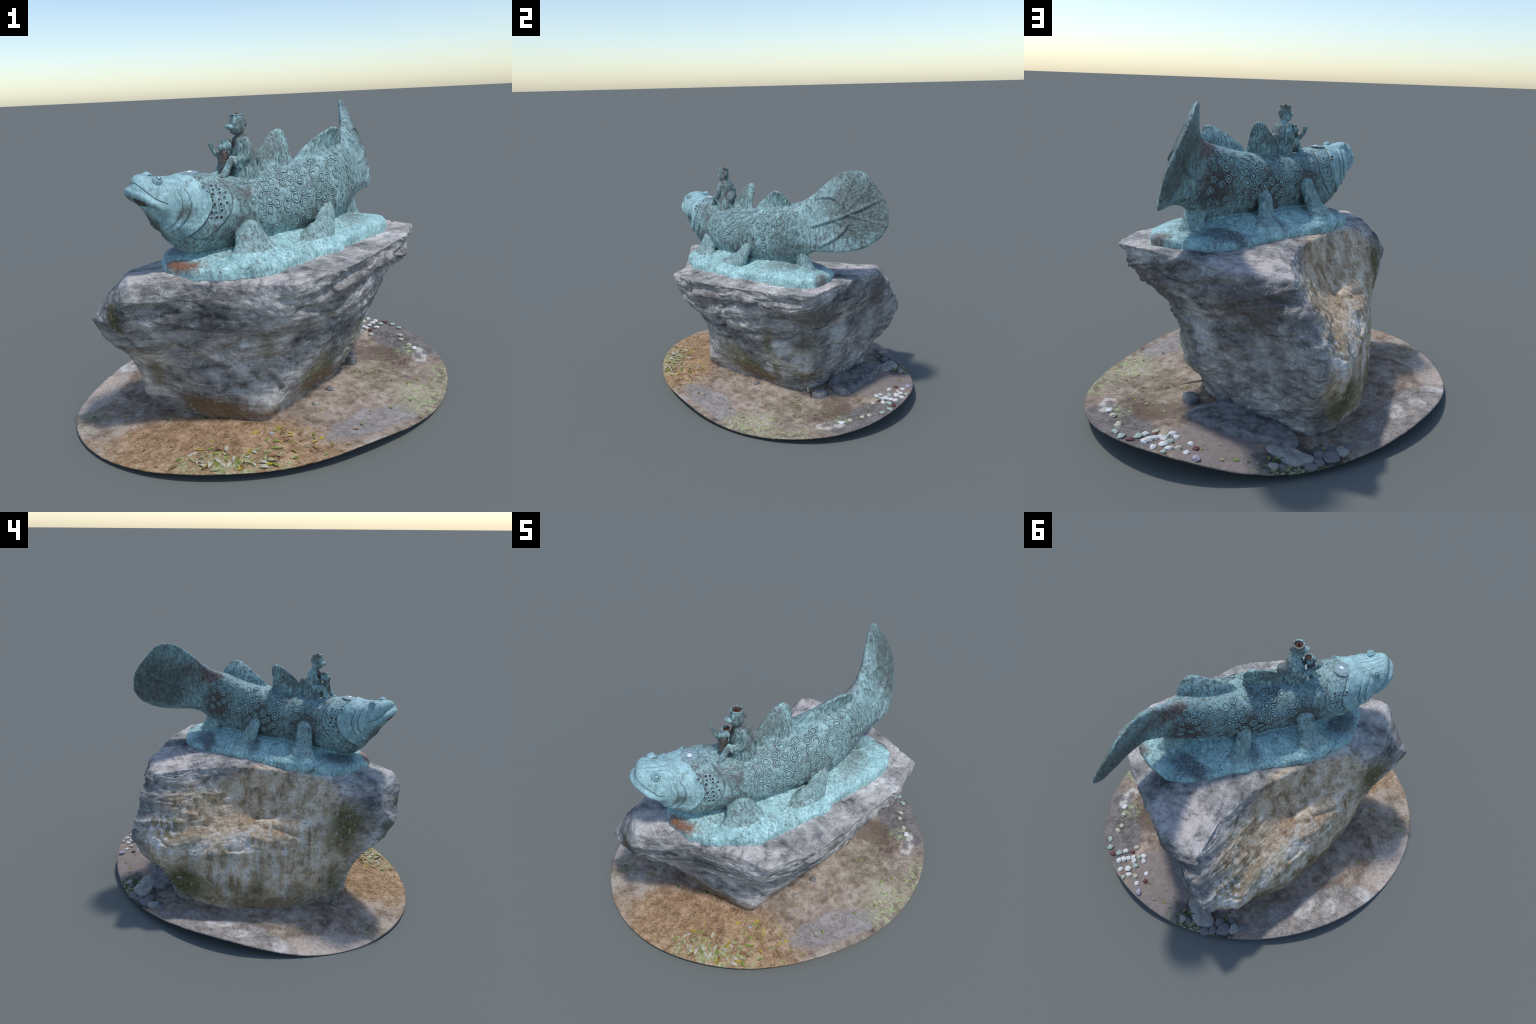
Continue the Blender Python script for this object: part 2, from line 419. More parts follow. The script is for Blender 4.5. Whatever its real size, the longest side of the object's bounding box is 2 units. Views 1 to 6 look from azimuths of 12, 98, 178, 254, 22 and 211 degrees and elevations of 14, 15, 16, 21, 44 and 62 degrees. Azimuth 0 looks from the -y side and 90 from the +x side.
def soil_material():
    b = Mat("bare_soil", 0.95, 0.1)
    big = b.noise(4.0, 7, 0.7, dist=0.6)
    mid = b.noise(16.0, 7, 0.75)
    fine = b.noise(75.0, 6, 0.78)
    col = b.colours(b.math("ADD", b.math("MULTIPLY", big, .5), b.math("MULTIPLY", mid, .5)), [(.40, (0.14, 0.105, 0.085)), (.50, (0.33, 0.26, 0.205)), (.59, (0.52, 0.44, 0.37))])
    orange = b.blob((-0.10, -0.78, 0.05), (0.78, 0.38, 0.3), wob=0.35, wscale=4)
    col = b.mix(b.math("MULTIPLY", orange, .92), col, b.colours(b.math("ADD", b.math("MULTIPLY", fine, .5), b.math("MULTIPLY", mid, .5)), [(.40, (0.17, 0.105, 0.06)), (.50, (0.42, 0.265, 0.145)), (.59, (0.64, 0.45, 0.29))]))
    # grey stone, path and concrete patches
    for c, r, rot, a, c1, c2 in (((-0.72, 0.36, 0.06), (0.56, 0.17, 0.2), 0.82, 0.9, (0.47, 0.43, 0.40), (0.20, 0.185, 0.175)),
                          ((0.60, -0.42, 0.06), (0.32, 0.12, 0.2), 0.80, 0.9, (0.46, 0.42, 0.41), (0.25, 0.23, 0.22)),
                          ((0.28, 0.80, 0.08), (0.34, 0.20, 0.2), -0.55, 0.9, (0.34, 0.295, 0.28), (0.25, 0.215, 0.20)),
                          ((0.76, 0.62, 0.09), (0.34, 0.17, 0.2), -0.9, 0.9, (0.28, 0.26, 0.255), (0.11, 0.105, 0.105)),
                          ((-0.93, -0.18, 0.03), (0.11, 0.34, 0.2), -0.15, 0.85, (0.68, 0.58, 0.51), (0.42, 0.35, 0.30)),
                          ((-0.12, 0.82, 0.06), (0.26, 0.14, 0.2), 0.2, 0.9, (0.06, 0.055, 0.05), (0.17, 0.16, 0.155)),
                          ((0.62, 0.42, 0.06), (0.16, 0.12, 0.2), -0.3, 0.7, (0.20, 0.14, 0.105), (0.12, 0.09, 0.07))):
        col = b.mix(b.math("MULTIPLY", b.blob(c, r, rot, 0.45, 8, 0.7, 1.0), a), col, b.mix(b.ramp(b.math("ADD", b.math("MULTIPLY", fine, .4), b.math("MULTIPLY", mid, .6)), 0.42, 0.58), c1, c2))
    # white marks by the western edge
    for c, r in (((-.90, .10, .03), (.07, .06, .2)), ((-.62, .40, .05), (.06, .10, .2)), ((-.75, .30, .05), (.05, .09, .2)), ((.86, .40, .05), (.05, .10, .2))):
        col = b.mix(b.math("MULTIPLY", b.math("MULTIPLY", b.blob(c, r, wob=.6, wscale=12), b.ramp(mid, .44, .56)), .8), col, (.72, .70, .67))
    # moss and thin weeds
    tuft = b.ramp(b.noise(30.0, 7, 0.8), 0.46, 0.58)
    for c, r, a in (((0.84, -0.12, 0.05), (0.17, 0.22, 0.2), 0.95), ((0.95, 0.12, 0.05), (0.08, 0.22, 0.2), 0.7), ((0.80, 0.46, 0.07), (0.10, 0.08, 0.2), 0.9), ((-0.02, -0.88, 0.05), (0.30, 0.12, 0.2), 0.85), ((-0.10, 0.92, 0.05), (0.26, 0.08, 0.2), 0.85), ((-0.85, -0.50, 0.02), (0.10, 0.16, 0.2), 0.35), ((0.62, 0.15, 0.06), (0.20, 0.25, 0.2), 0.25)):
        col = b.mix(b.math("MULTIPLY", b.math("MULTIPLY", b.blob(c, r, wob=0.6, wscale=9, lo=.4, hi=1.1), tuft), a), col, b.mix(b.ramp(fine, .4, .6), (0.25, 0.33, 0.10), (0.60, 0.66, 0.42)))
    grit = b.ramp(b.noise(120.0, 4, 0.7), 0.58, 0.70)
    col = b.mix(b.math("MULTIPLY", grit, 0.45), col, (0.55, 0.49, 0.43))
    dirt = b.ramp(b.noise(42.0, 7, 0.82), 0.54, 0.66)
    col = b.mix(b.math("MULTIPLY", dirt, 0.6), col, (0.085, 0.065, 0.05))
    b.bump(b.math("ADD", mid, b.math("MULTIPLY", fine, 0.8)), 0.7, 0.012)
    return b.done(col)


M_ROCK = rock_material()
M_SOIL = soil_material()

root = bpy.data.objects.new("fish_statue", None)
SC.objects.link(root)
root["label"] = "green bronze fish with small seated rider on a grey boulder"
root["category"] = "statue"

# ------------------------------------------------------------------ soil patch
A_EL, B_EL, TURN = 1.0722, 0.8666, 0.6597
WAVE = [(0.0157, 0.0150), (-0.0106, -0.0012), (-0.0129, 0.0149), (-0.0151, -0.0093), (0.0015, -0.0019), (0, 0.001), (0.0033, 0.0036)]


def rim_height(az):
    return 0.0475 + sum(a * math.cos((k + 1) * az) + b * math.sin((k + 1) * az) for k, (a, b) in enumerate(WAVE))


# spot heights inside the rim
SPOTS = [(.377, -.263, .072), (.43, -.45, .058), (.722, .209, .030), (.449, .354, .042), (-.141, .737, .028), (.364, .822, .078), (.393, .72, .078), (.753, .60, .062), (.68, .53, .045), (-.90, .10, .030), (.60, .05, .040), (.60, .33, .034),
         (-.756, .124, .040), (-.595, -.154, .050), (-.305, -.58, .044), (.134, -.70, .066), (-.208, .669, .024), (0, 0, .06), (.25, -.10, .075), (.2, .5, .05), (-.45, .35, .04), (.06, -.52, .075), (-.55, -.65, .035), (.75, -.12, .035), (-.50, .52, .05), (.10, .80, .06)]
_rim = []
for _k in range(36):
    _t = 2 * math.pi * _k / 36
    _a, _b = A_EL * math.cos(_t), B_EL * math.sin(_t)
    _x, _y = _a * math.cos(TURN) - _b * math.sin(TURN), _a * math.sin(TURN) + _b * math.cos(TURN)
    _rim.append((_x, _y, rim_height(math.atan2(_y, _x))))
_S = np.array(SPOTS + _rim)


def ground_height(x, y):
    az = math.atan2(y, x)
    xr = (x * math.cos(TURN) + y * math.sin(TURN)) / A_EL
    yr = (-x * math.sin(TURN) + y * math.cos(TURN)) / B_EL
    q = math.hypot(xr, yr)
    d2 = (_S[:, 0] - x) ** 2 + (_S[:, 1] - y) ** 2
    k = 1 / (d2 + .004) ** 1.6
    inner = float((k * _S[:, 2]).sum() / k.sum())
    w = smoothstep(0.84, 1.0, q)
    z = inner * (1 - w) + rim_height(az) * w
    z += (0.006 * fbm((x, y, 0.3), 7, 5) * (1 - 0.6 * w) + 0.0022 * fbm((x, y, 1.3), 35, 3)) * min(1, z / .03)
    return z


def build_soil():
    nr, na = 110, 420
    v, f = [], []
    for i in range(nr):
        q = (i + 1) / nr
        for j in range(na):
            t = 2 * math.pi * j / na
            a, b = A_EL * q * math.cos(t), B_EL * q * math.sin(t)
            x, y = a * math.cos(TURN) - b * math.sin(TURN), a * math.sin(TURN) + b * math.cos(TURN)
            v.append((x, y, ground_height(x, y)))
    f = grid_faces(nr, na)
    c = len(v); v.append((0, 0, ground_height(0, 0)))
    f += [(c, j, (j + 1) % na) for j in range(na)]
    # underside, a thin crust
    o = len(v)
    v += [(x, y, max(0.0, z - 0.006)) for x, y, z in v]
    f = [q if len(q) == 3 else q[::-1] for q in f]
    f2 = [tuple(i + o for i in q[::-1]) for q in f]
    e = (nr - 1) * na
    f += f2 + [(e + j, e + j + o, e + (j + 1) % na + o, e + (j + 1) % na) for j in range(na)]
    return new_obj("soil_patch", v, f, M_SOIL, root)


soil = build_soil()

# ------------------------------------------------------------------ boulder
# Ridge lines from the rim (first point) down into the soil, round the stone from the west.
RIDGES = [
    [(-.555, -.515, .835), (-.636, -.588, .752), (-.694, -.664, .645), (-.665, -.618, .540), (-.615, -.530, .420), (-.588, -.460, .300), (-.560, -.410, .140), (-.540, -.370, .000)],
    [(-.455, -.768, .860), (-.488, -.805, .770), (-.495, -.775, .660), (-.490, -.690, .530), (-.455, -.565, .410), (-.430, -.495, .280), (-.420, -.425, .130), (-.420, -.380, .000)],
    [(-.170, -.730, .838), (-.192, -.743, .760), (-.220, -.700, .650), (-.220, -.635, .530), (-.220, -.565, .400), (-.220, -.545, .270), (-.220, -.500, .130), (-.220, -.440, .000)],
    [(.072, -.685, .828), (.062, -.695, .725), (.038, -.665, .610), (.025, -.610, .510), (.025, -.552, .410), (.020, -.545, .280), (-.010, -.538, .150), (-.040, -.480, .000)],
    [(.275, -.718, .838), (.268, -.705, .745), (.232, -.672, .645), (.195, -.590, .540), (.176, -.498, .420), (.166, -.497, .270), (.110, -.520, .130), (.070, -.505, .000)],
    [(.498, -.508, .860), (.490, -.492, .765), (.462, -.466, .670), (.422, -.400, .550), (.335, -.415, .420), (.255, -.395, .270), (.165, -.360, .130), (.140, -.350, .000)],
    [(.638, -.208, .862), (.630, -.195, .775), (.580, -.195, .690), (.535, -.188, .570), (.460, -.170, .430), (.395, -.145, .280), (.300, -.130, .130), (.250, -.120, .000)],
    [(.748, .030, .878), (.754, .024, .790), (.662, .050, .690), (.605, .050, .570), (.545, .050, .420), (.505, .050, .280), (.405, .050, .140), (.345, .040, .000)],
    [(.795, .298, .882), (.760, .300, .785), (.688, .290, .700), (.562, .268, .570), (.512, .247, .440), (.500, .234, .280), (.415, .205, .150), (.380, .170, .000)],
    [(.530, .485, .886), (.515, .500, .785), (.475, .475, .690), (.418, .425, .570), (.395, .405, .430), (.370, .380, .280), (.310, .352, .140), (.270, .335, .000)],
    [(.190, .680, .856), (.166, .710, .780), (.132, .715, .690), (.102, .645, .570), (.096, .612, .430), (.090, .575, .280), (.075, .520, .130), (.065, .480, .000)],
    [(-.050, .688, .834), (-.085, .750, .745), (-.140, .808, .630), (-.195, .868, .515), (-.155, .805, .360), (-.135, .685, .230), (-.140, .625, .120), (-.150, .590, .000)],
    [(-.040, .450, .842), (-.085, .492, .780), (-.158, .552, .690), (-.242, .615, .550), (-.305, .695, .440), (-.308, .695, .350), (-.275, .608, .170), (-.255, .550, .000)],
    [(-.100, .158, .856), (-.130, .218, .750), (-.200, .228, .640), (-.260, .205, .580), (-.340, .305, .510), (-.405, .412, .420), (-.424, .394, .270), (-.415, .355, .000)],
    [(-.272, -.145, .852), (-.272, -.070, .710), (-.288, .040, .590), (-.395, .008, .560), (-.450, .085, .500), (-.508, .060, .430), (-.518, .045, .290), (-.520, .030, .000)],
    [(-.470, -.365, .838), (-.545, -.370, .745), (-.555, -.328, .640), (-.560, -.275, .540), (-.572, -.288, .440), (-.574, -.252, .320), (-.564, -.220, .150), (-.570, -.210, .000)],
]


# Cracks, creases and undercut ledges: line through the stone, half width, depth
CREVICES = [
    ([(-.122, -.583, .438), (-.051, -.606, .487), (.012, -.629, .541)], .022, .024),
    ([(-.368, -.629, .471), (-.288, -.616, .461), (-.216, -.582, .412), (-.087, -.554, .311)], .030, .020),
    ([(-.396, -.777, .725), (-.390, -.754, .669)], .018, .014),
    ([(.027, -.553, .342), (.070, -.534, .282)], .014, .016),
    ([(.094, -.533, .343), (.161, -.494, .236)], .014, .018),
    ([(-.159, -.731, .807), (-.278, -.751, .731), (-.368, -.766, .708)], .040, .016),
    ([(-.098, -.550, .263), (-.020, -.547, .257)], .018, .012),
    ([(.217, -.707, .752), (.346, -.630, .748), (.467, -.526, .805), (.540, -.383, .840)], .024, .026),
    ([(.280, -.667, .700), (.365, -.575, .669), (.405, -.425, .559)], .022, .018),
    ([(-.549, -.684, .532), (-.463, -.714, .561), (-.438, -.789, .728)], .026, .016),
    ([(-.262, -.672, .564), (-.349, -.606, .447)], .040, .016),
    ([(.642, .105, .660), (.574, .241, .575), (.453, .374, .531), (.343, .478, .549), (.226, .587, .612), (.058, .744, .693)], .020, .014),
    ([(.669, -.091, .754), (.709, -.032, .800), (.755, .097, .835), (.760, .289, .820)], .022, .022),
    ([(.543, -.038, .467), (.575, .081, .492), (.573, .241, .567)], .018, .016),
    ([(.421, -.419, .567), (.471, -.344, .573), (.395, -.358, .469)], .024, .030),
    ([(.499, -.493, .815), (.552, -.364, .803)], .022, .024),
    ([(.567, -.256, .741), (.693, -.087, .770)], .018, .020),
    ([(.020, .758, .677), (.102, .674, .596), (.235, .556, .535)], .028, .018),
    ([(.147, .726, .786), (.269, .648, .800), (.536, .459, .745)], .018, .020),
    ([(.159, .596, .498), (.091, .617, .445), (.059, .609, .337)], .024, .020),
    ([(.014, .763, .687), (-.141, .730, .655)], .024, .024),
    ([(.130, .690, .830), (-.074, .675, .800)], .014, .014),
    ([(.058, .734, .769), (-.066, .738, .759)], .018, .022),
    ([(.505, .315, .539), (.387, .448, .552), (.274, .539, .591)], .020, .010),
    ([(-.304, .102, .587), (-.335, -.031, .612), (-.414, -.196, .707), (-.404, -.255, .783)], .026, .018),
    ([(-.429, -.004, .553), (-.472, -.073, .539), (-.524, -.155, .515)], .018, .020),
    ([(-.419, .295, .438), (-.440, .220, .438), (-.432, .161, .479)], .018, .016),
    ([(-.475, .188, .337), (-.493, .151, .251), (-.502, .137, .190)], .022, .016),
    ([(-.133, .201, .774), (-.176, .204, .685)], .012, .010),
    ([(-.065, .680, .821), (-.087, .621, .763)], .018, .020),
    ([(-.495, -.204, .595), (-.520, -.245, .602)], .018, .010),
    ([(-.560, -.203, .461), (-.571, -.206, .395)], .012, .010),
]


def crevice_depth(P):
    """How deep each point is cut by the nearest crevices."""
    cut = np.zeros(len(P))
    for line, half, depth in CREVICES:
        L = catmull(line, 6 * len(line))
        best = np.full(len(P), 9.0)
        near = np.where(((P > L.min(0) - .08) & (P < L.max(0) + .08)).all(1))[0]
        if not len(near):
            continue
        Q = P[near]
        d = np.full(len(Q), 9.0)
        for a, b in zip(L[:-1], L[1:]):
            ab = b - a
            t = np.clip(((Q - a) @ ab) / (ab @ ab), 0, 1)
            d = np.minimum(d, np.linalg.norm(Q - a - t[:, None] * ab, axis=1))
        cut[near] += depth * np.exp(-(d / half) ** 2)
    return np.minimum(cut, .04)


def build_boulder():
    R = np.array(RIDGES)                      # ridge, row, xyz
    nc, nr = R.shape[:2]
    per_c, per_r = 40, 26
    N, M = nc * per_c, (nr - 1) * per_r + 1
    # rounded version (Catmull-Rom both ways) blended with the straight-edged one
    rows = np.array([catmull(R[:, r], N, closed=True) for r in range(nr)])
    rnd = np.array([catmull(rows[:, j], M) for j in range(N)])
    lin_rows = np.array([[R[(j // per_c) % nc, r] * (1 - (j % per_c) / per_c) + R[(j // per_c + 1) % nc, r] * ((j % per_c) / per_c) for j in range(N)] for r in range(nr)])
    lin = np.empty((N, M, 3))
    for m in range(M):
        r = min(m // per_r, nr - 2); t = (m - r * per_r) / per_r
        lin[:, m] = lin_rows[r] * (1 - t) + lin_rows[r + 1] * t
    S = 0.35 * rnd + 0.65 * lin
    side = S.transpose(1, 0, 2)               # row, column
    # top: rings shrinking from the rim to the middle of the flat top
    mid = np.array([0.12, -0.06, 0.872])
    top = []
    K = 60
    for k in range(K, 0, -1):
        q = k / (K + 1)
        ring = mid + (side[0] - mid) * q
        lift = 0.872 - 0.016 * smoothstep(0.30, 0.6, ring[:, 1] - ring[:, 0] * .5) - 0.02 * smoothstep(-.25, -.5, ring[:, 0])
        w = smoothstep(0.55, 1.0, np.full(N, q))
        ring[:, 2] = lift * (1 - w) + (side[0][:, 2] + 0.004) * w
        top.append(ring)
    rings = np.array(top[::-1] + list(side))
    v, f = loft(rings)
    v = np.array(v)
    me = bpy.data.meshes.new("t"); me.from_pydata([tuple(p) for p in v], [], f); me.update()
    bm = bmesh.new(); bm.from_mesh(me)
    bmesh.ops.recalc_face_normals(bm, faces=bm.faces)
    for _ in range(3):
        bmesh.ops.smooth_vert(bm, verts=bm.verts, factor=0.5, use_axis_x=True, use_axis_y=True, use_axis_z=True)
    bm.normal_update()
    out = []
    for w in bm.verts:
        p = w.co
        # bedding planes dip to the west; cracks and ledges follow them
        warp = 0.06 * noise.noise(p * 2.5) + 0.02 * noise.noise(p * 9)
        dip = p.z + 0.25 * p.x - 0.12 * p.y + warp
        n1 = noise.fractal(Vector((p.x * 2.2, p.y * 2.2, dip * 6)), 1.0, 2.0, 4)
        n2 = noise.ridged_multi_fractal(Vector((p.x * 4, p.y * 4, dip * 13)), 0.9, 2.1, 6, 1.0, 2.0)
        n3 = noise.fractal(p * 30, 0.8, 2.0, 5)
        # blocky facets: each cell of a coarse cell pattern sits at its own level
        cell = noise.cell(Vector((p.x * 5 + 3 * warp, p.y * 5, dip * 9)))
        edge = math.exp(-((p.z - 0.78) / 0.10) ** 2)
        east = smoothstep(-0.1, 0.35, p.x + 0.5 * p.y)
        flat_top = smoothstep(0.80, 0.86, p.z) * smoothstep(0.5, 0.85, w.normal.z)
        rough = (0.22 + 0.78 * max(east, smoothstep(.3, .7, p.y))) * (1 - 0.7 * flat_top)
        crack = smoothstep(0.10, 0.0, abs(noise.noise(Vector((p.x * 3, p.y * 3, dip * 10)))))
        shelf = math.sin((dip + 0.03 * n1) * 55)
        d = 0.010 * n1 * (1 - .6 * flat_top) + rough * (0.008 * (n2 - 1.0) + 0.007 * (cell - .5) - 0.010 * crack) + 0.004 * n3
        d += 0.007 * east * edge * (1 - flat_top) * (1 if shelf > 0.3 else 0.2 if shelf > 0 else -0.7)
        out.append(max(-.03, min(.03, d)))
    mean = sum(out) / len(out)
    deep = crevice_depth(np.array([w.co[:] for w in bm.verts]))
    out = [d - c for d, c in zip(out, deep)]
    for w, d in zip(bm.verts, out):
        w.co = w.co + w.normal * (d - mean + .002)
        w.co.z = max(w.co.z, .003)
    bm.to_mesh(me); bm.free(); me.shade_smooth()
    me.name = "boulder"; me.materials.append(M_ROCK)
    ob = bpy.data.objects.new("boulder", me); SC.objects.link(ob); ob.parent = root
    return ob


boulder = build_boulder()

# ------------------------------------------------------------------ fish body
# Upright sections along the fish: centre x, y, top z, bottom z, half width, height share of the widest place, sideways lean, squareness
BODY = [
    (-.425, -.722, 1.270, 1.234, .045, .50, 0, 1.0),
    (-.418, -.719, 1.298, 1.210, .076, .50, 0, .95),
    (-.398, -.709, 1.314, 1.176, .093, .52, 0, .9),
    (-.370, -.693, 1.312, 1.134, .106, .55, 0, .9),
    (-.336, -.665, 1.300, 1.066, .118, .60, 0, .9),
    (-.292, -.622, 1.296, .990, .130, .62, 0, .9),
    (-.240, -.571, 1.298, .938, .143, .60, 0, .9),
    (-.182, -.516, 1.295, .930, .154, .57, 0, .92),
    (-.115, -.457, 1.280, .930, .160, .54, 0, .9),
    (-.023, -.372, 1.268, .930, .160, .52, 0, .88),
    (.078, -.266, 1.272, .935, .162, .50, 0, .88),
    (.178, -.156, 1.292, .940, .163, .50, 0, .88),
    (.270, -.047, 1.318, .945, .152, .50, -.03, .9),
    (.342, .055, 1.345, .960, .126, .50, -.04, .93),
    (.396, .147, 1.368, .985, .094, .50, -.08, 1.0),
    (.430, .217, 1.394, 1.030, .060, .50, -.13, 1.0),
    (.456, .280, 1.438, 1.075, .047, .50, -.24, 1.0),
    (.474, .345, 1.494, 1.084, .043, .50, -.31, 1.0),
    (.476, .415, 1.546, 1.086, .038, .50, -.334, 1.0),
    (.474, .480, 1.576, 1.090, .034, .50, -.345, 1.0),
    (.471, .545, 1.580, 1.100, .031, .50, -.36, 1.0),
    (.470, .605, 1.550, 1.122, .027, .50, -.37, 1.0),
    (.472, .655, 1.490, 1.148, .022, .50, -.37, 1.0),
    (.480, .704, 1.425, 1.190, .016, .50, -.37, 1.0),
    (.486, .738, 1.350, 1.245, .009, .50, -.37, 1.0),
]


def body_rings(n=170, m=72):
    S = catmull(BODY, n)
    T = np.gradient(S[:, :2], axis=0)
    T /= np.linalg.norm(T, axis=1, keepdims=True)
    rings = []
    ph = np.linspace(0, 2 * np.pi, m, endpoint=False)
    for s, t in zip(S, T):
        side = np.array([-t[1], t[0], 0.0])
        zm = s[3] + (s[2] - s[3]) * s[5]
        c, q = np.cos(ph), np.sin(ph)
        lat = s[4] * np.sign(c) * np.abs(c) ** s[7]
        up = np.where(q > 0, (s[2] - zm) * np.abs(q) ** s[7], -(zm - s[3]) * np.abs(q) ** s[7])
        P = np.array([s[0], s[1], zm]) + np.outer(lat, side) + np.outer(up, [0, 0, 1.0])
        zc = 0.5 * (s[2] + s[3])
        P[:, 0] += s[6] * (P[:, 2] - zc)
        rings.append(P)
    return np.array(rings), S, T


RINGS, STAT, TAN = body_rings()


def fin_lobe(origin, along, levels, n=28):
    """Upright fin: at each height its front and rear edge along the base line, half thickness and sideways shift."""
    d = np.array([*along, 0.0]); d /= np.linalg.norm(d)
    s = np.array([-d[1], d[0], 0.0])
    L = catmull(levels, 30)
    rings = []
    for z, a, b, t, sh in L:
        c, h = 0.5 * (a + b), 0.5 * (b - a)
        rings.append([np.array([origin[0], origin[1], z]) + d * (c + h * math.cos(p)) + s * (sh + t * math.sin(p) * (1 - 0.35 * abs(math.cos(p)))) for p in np.linspace(0, 2 * np.pi, n, endpoint=False)])
    return loft(rings)


dorsal_a = fin_lobe((.035, -.325), (.72, .69), [(1.235, -.03, .250, .040, 0), (1.30, -.010, .232, .030, .006), (1.345, .022, .224, .026, .014), (1.385, .055, .226, .023, .026), (1.415, .090, .224, .020, .036), (1.440, .125, .214, .017, .044), (1.458, .158, .192, .010, .048)])
dorsal_b = fin_lobe((.206, -.121), (.628, .778), [(1.26, -.04, .340, .046, 0), (1.325, .010, .330, .034, -.002), (1.365, .060, .328, .026, -.008), (1.395, .105, .318, .021, -.018), (1.420, .150, .300, .017, -.030), (1.438, .190, .278, .014, -.040), (1.447, .222, .250, .009, -.045)])

F_AX = np.array([-.72, -.69, 0.0]); F_AX /= np.linalg.norm(F_AX)
R_AX = np.array([-F_AX[1], F_AX[0], 0.0]) * -1.0     # to the fish's own left/right: right side looks south-east
R_AX = np.array([.69, -.72, 0.0]); R_AX /= np.linalg.norm(R_AX)

pectoral_r = tube([(-.005, -.465, 1.125), (.022, -.500, 1.085), (.042, -.518, 1.01), (.058, -.530, .96), (.064, -.536, .925), (.066, -.538, .89)], [(.022, .016), (.042, .028), (.076, .036), (.104, .046), (.132, .068), (.16, .095)], 20, flat=F_AX)
pectoral_l = tube([(-.115, -.305, 1.15), (-.148, -.275, 1.11), (-.188, -.258, 1.01), (-.218, -.240, .96), (-.228, -.235, .925), (-.23, -.235, .89)], [(.030, .018), (.048, .026), (.060, .031), (.078, .040), (.105, .060), (.13, .08)], 20, flat=F_AX)
pelvic_r = tube([(.350, -.130, 1.11), (.366, -.176, 1.06), (.356, -.222, .985), (.338, -.250, .945), (.333, -.262, .918), (.33, -.27, .89)], [(.022, .016), (.038, .026), (.062, .036), (.092, .048), (.130, .07), (.15, .09)], 20, flat=F_AX)
pelvic_l = tube([(.105, -.045, 1.11), (.085, -.008, 1.075), (.080, .035, .98), (.074, .055, .95), (.07, .068, .922), (.07, .07, .89)], [(.026, .018), (.040, .026), (.054, .032), (.072, .042), (.098, .060), (.12, .08)], 20, flat=F_AX)
anal_stub = tube([(.42, .165, 1.08), (.435, .195, 1.02), (.445, .215, .97), (.455, .23, .92), (.46, .23, .89)], [(.06, .035), (.06, .038), (.065, .042), (.08, .05), (.09, .06)], 20, flat=F_AX)

SLAB = [(-.345, -.615), (-.285, -.675), (-.200, -.702), (-.110, -.706), (.018, -.672), (.160, -.605), (.250, -.527), (.335, -.410), (.440, -.226), (.555, -.030),
        (.650, .150), (.632, .290), (.570, .345), (.470, .388), (.370, .398), (.250, .348), (.145, .252), (-.020, .074), (-.198, -.087), (-.302, -.220), (-.387, -.370), (-.388, -.500)]


def slab_mesh():
    O = catmull(SLAB, 220, closed=True)
    mid = np.array([.12, -.16])
    O = np.array([p + (p - mid) * .030 * noise.fractal(Vector((p[0] * 9, p[1] * 9, 2.0)), 1, 2, 3) for p in O])
    rings = []
    prof = [(1.0, .840), (1.004, .872), (1.0, .886), (.985, .897), (.94, .908), (.85, .923), (.72, .941), (.58, .965), (.42, .985), (.1, .99)]
    for q, z in prof:
        ring = np.empty((220, 3))
        ring[:, :2] = mid + (O - mid) * q
        # higher at the tail end and at the nose end
        ends = smoothstep(.35, .60, ring[:, 0]) * .022 + smoothstep(-.15, -.33, ring[:, 0]) * .012
        ends = ends + smoothstep(.05, .40, ring[:, 0]) * .014 * smoothstep(.20, -.05, ring[:, 1] - ring[:, 0])
        ring[:, 2] = z + (ends if z > .87 else 0)
        rings.append(ring)
    return loft(rings)


def ridge_line(pts, r):
    return tube(pts, [r] * len(pts), 10)


def tail_pt(y, z, off=0.0):
    return (.922 - .334 * z - .018 * y + off, y, z)


_bv, _bf = loft(RINGS)
body_tree = BVHTree.FromPolygons([tuple(x) for x in _bv], _bf)


def snap(p, toward, lift=0.0):
    """Nearest place on the bare body seen from a side, a little proud of it."""
    o = Vector(p) + Vector(toward) * .3
    hit = body_tree.ray_cast(o, -Vector(toward))
    if hit[0] is None:
        hit = body_tree.find_nearest(Vector(p))
    return np.array(hit[0] + hit[1] * lift)


def welt(pts, radii, toward, lift=0.0):
    """Raised line that follows the skin through rough points."""
    P = catmull(pts, 4 * len(pts))
    R = np.interp(np.linspace(0, 1, len(P)), np.linspace(0, 1, len(radii)), radii)
    return tube([snap(p, toward, lift) for p in P], R, 8)


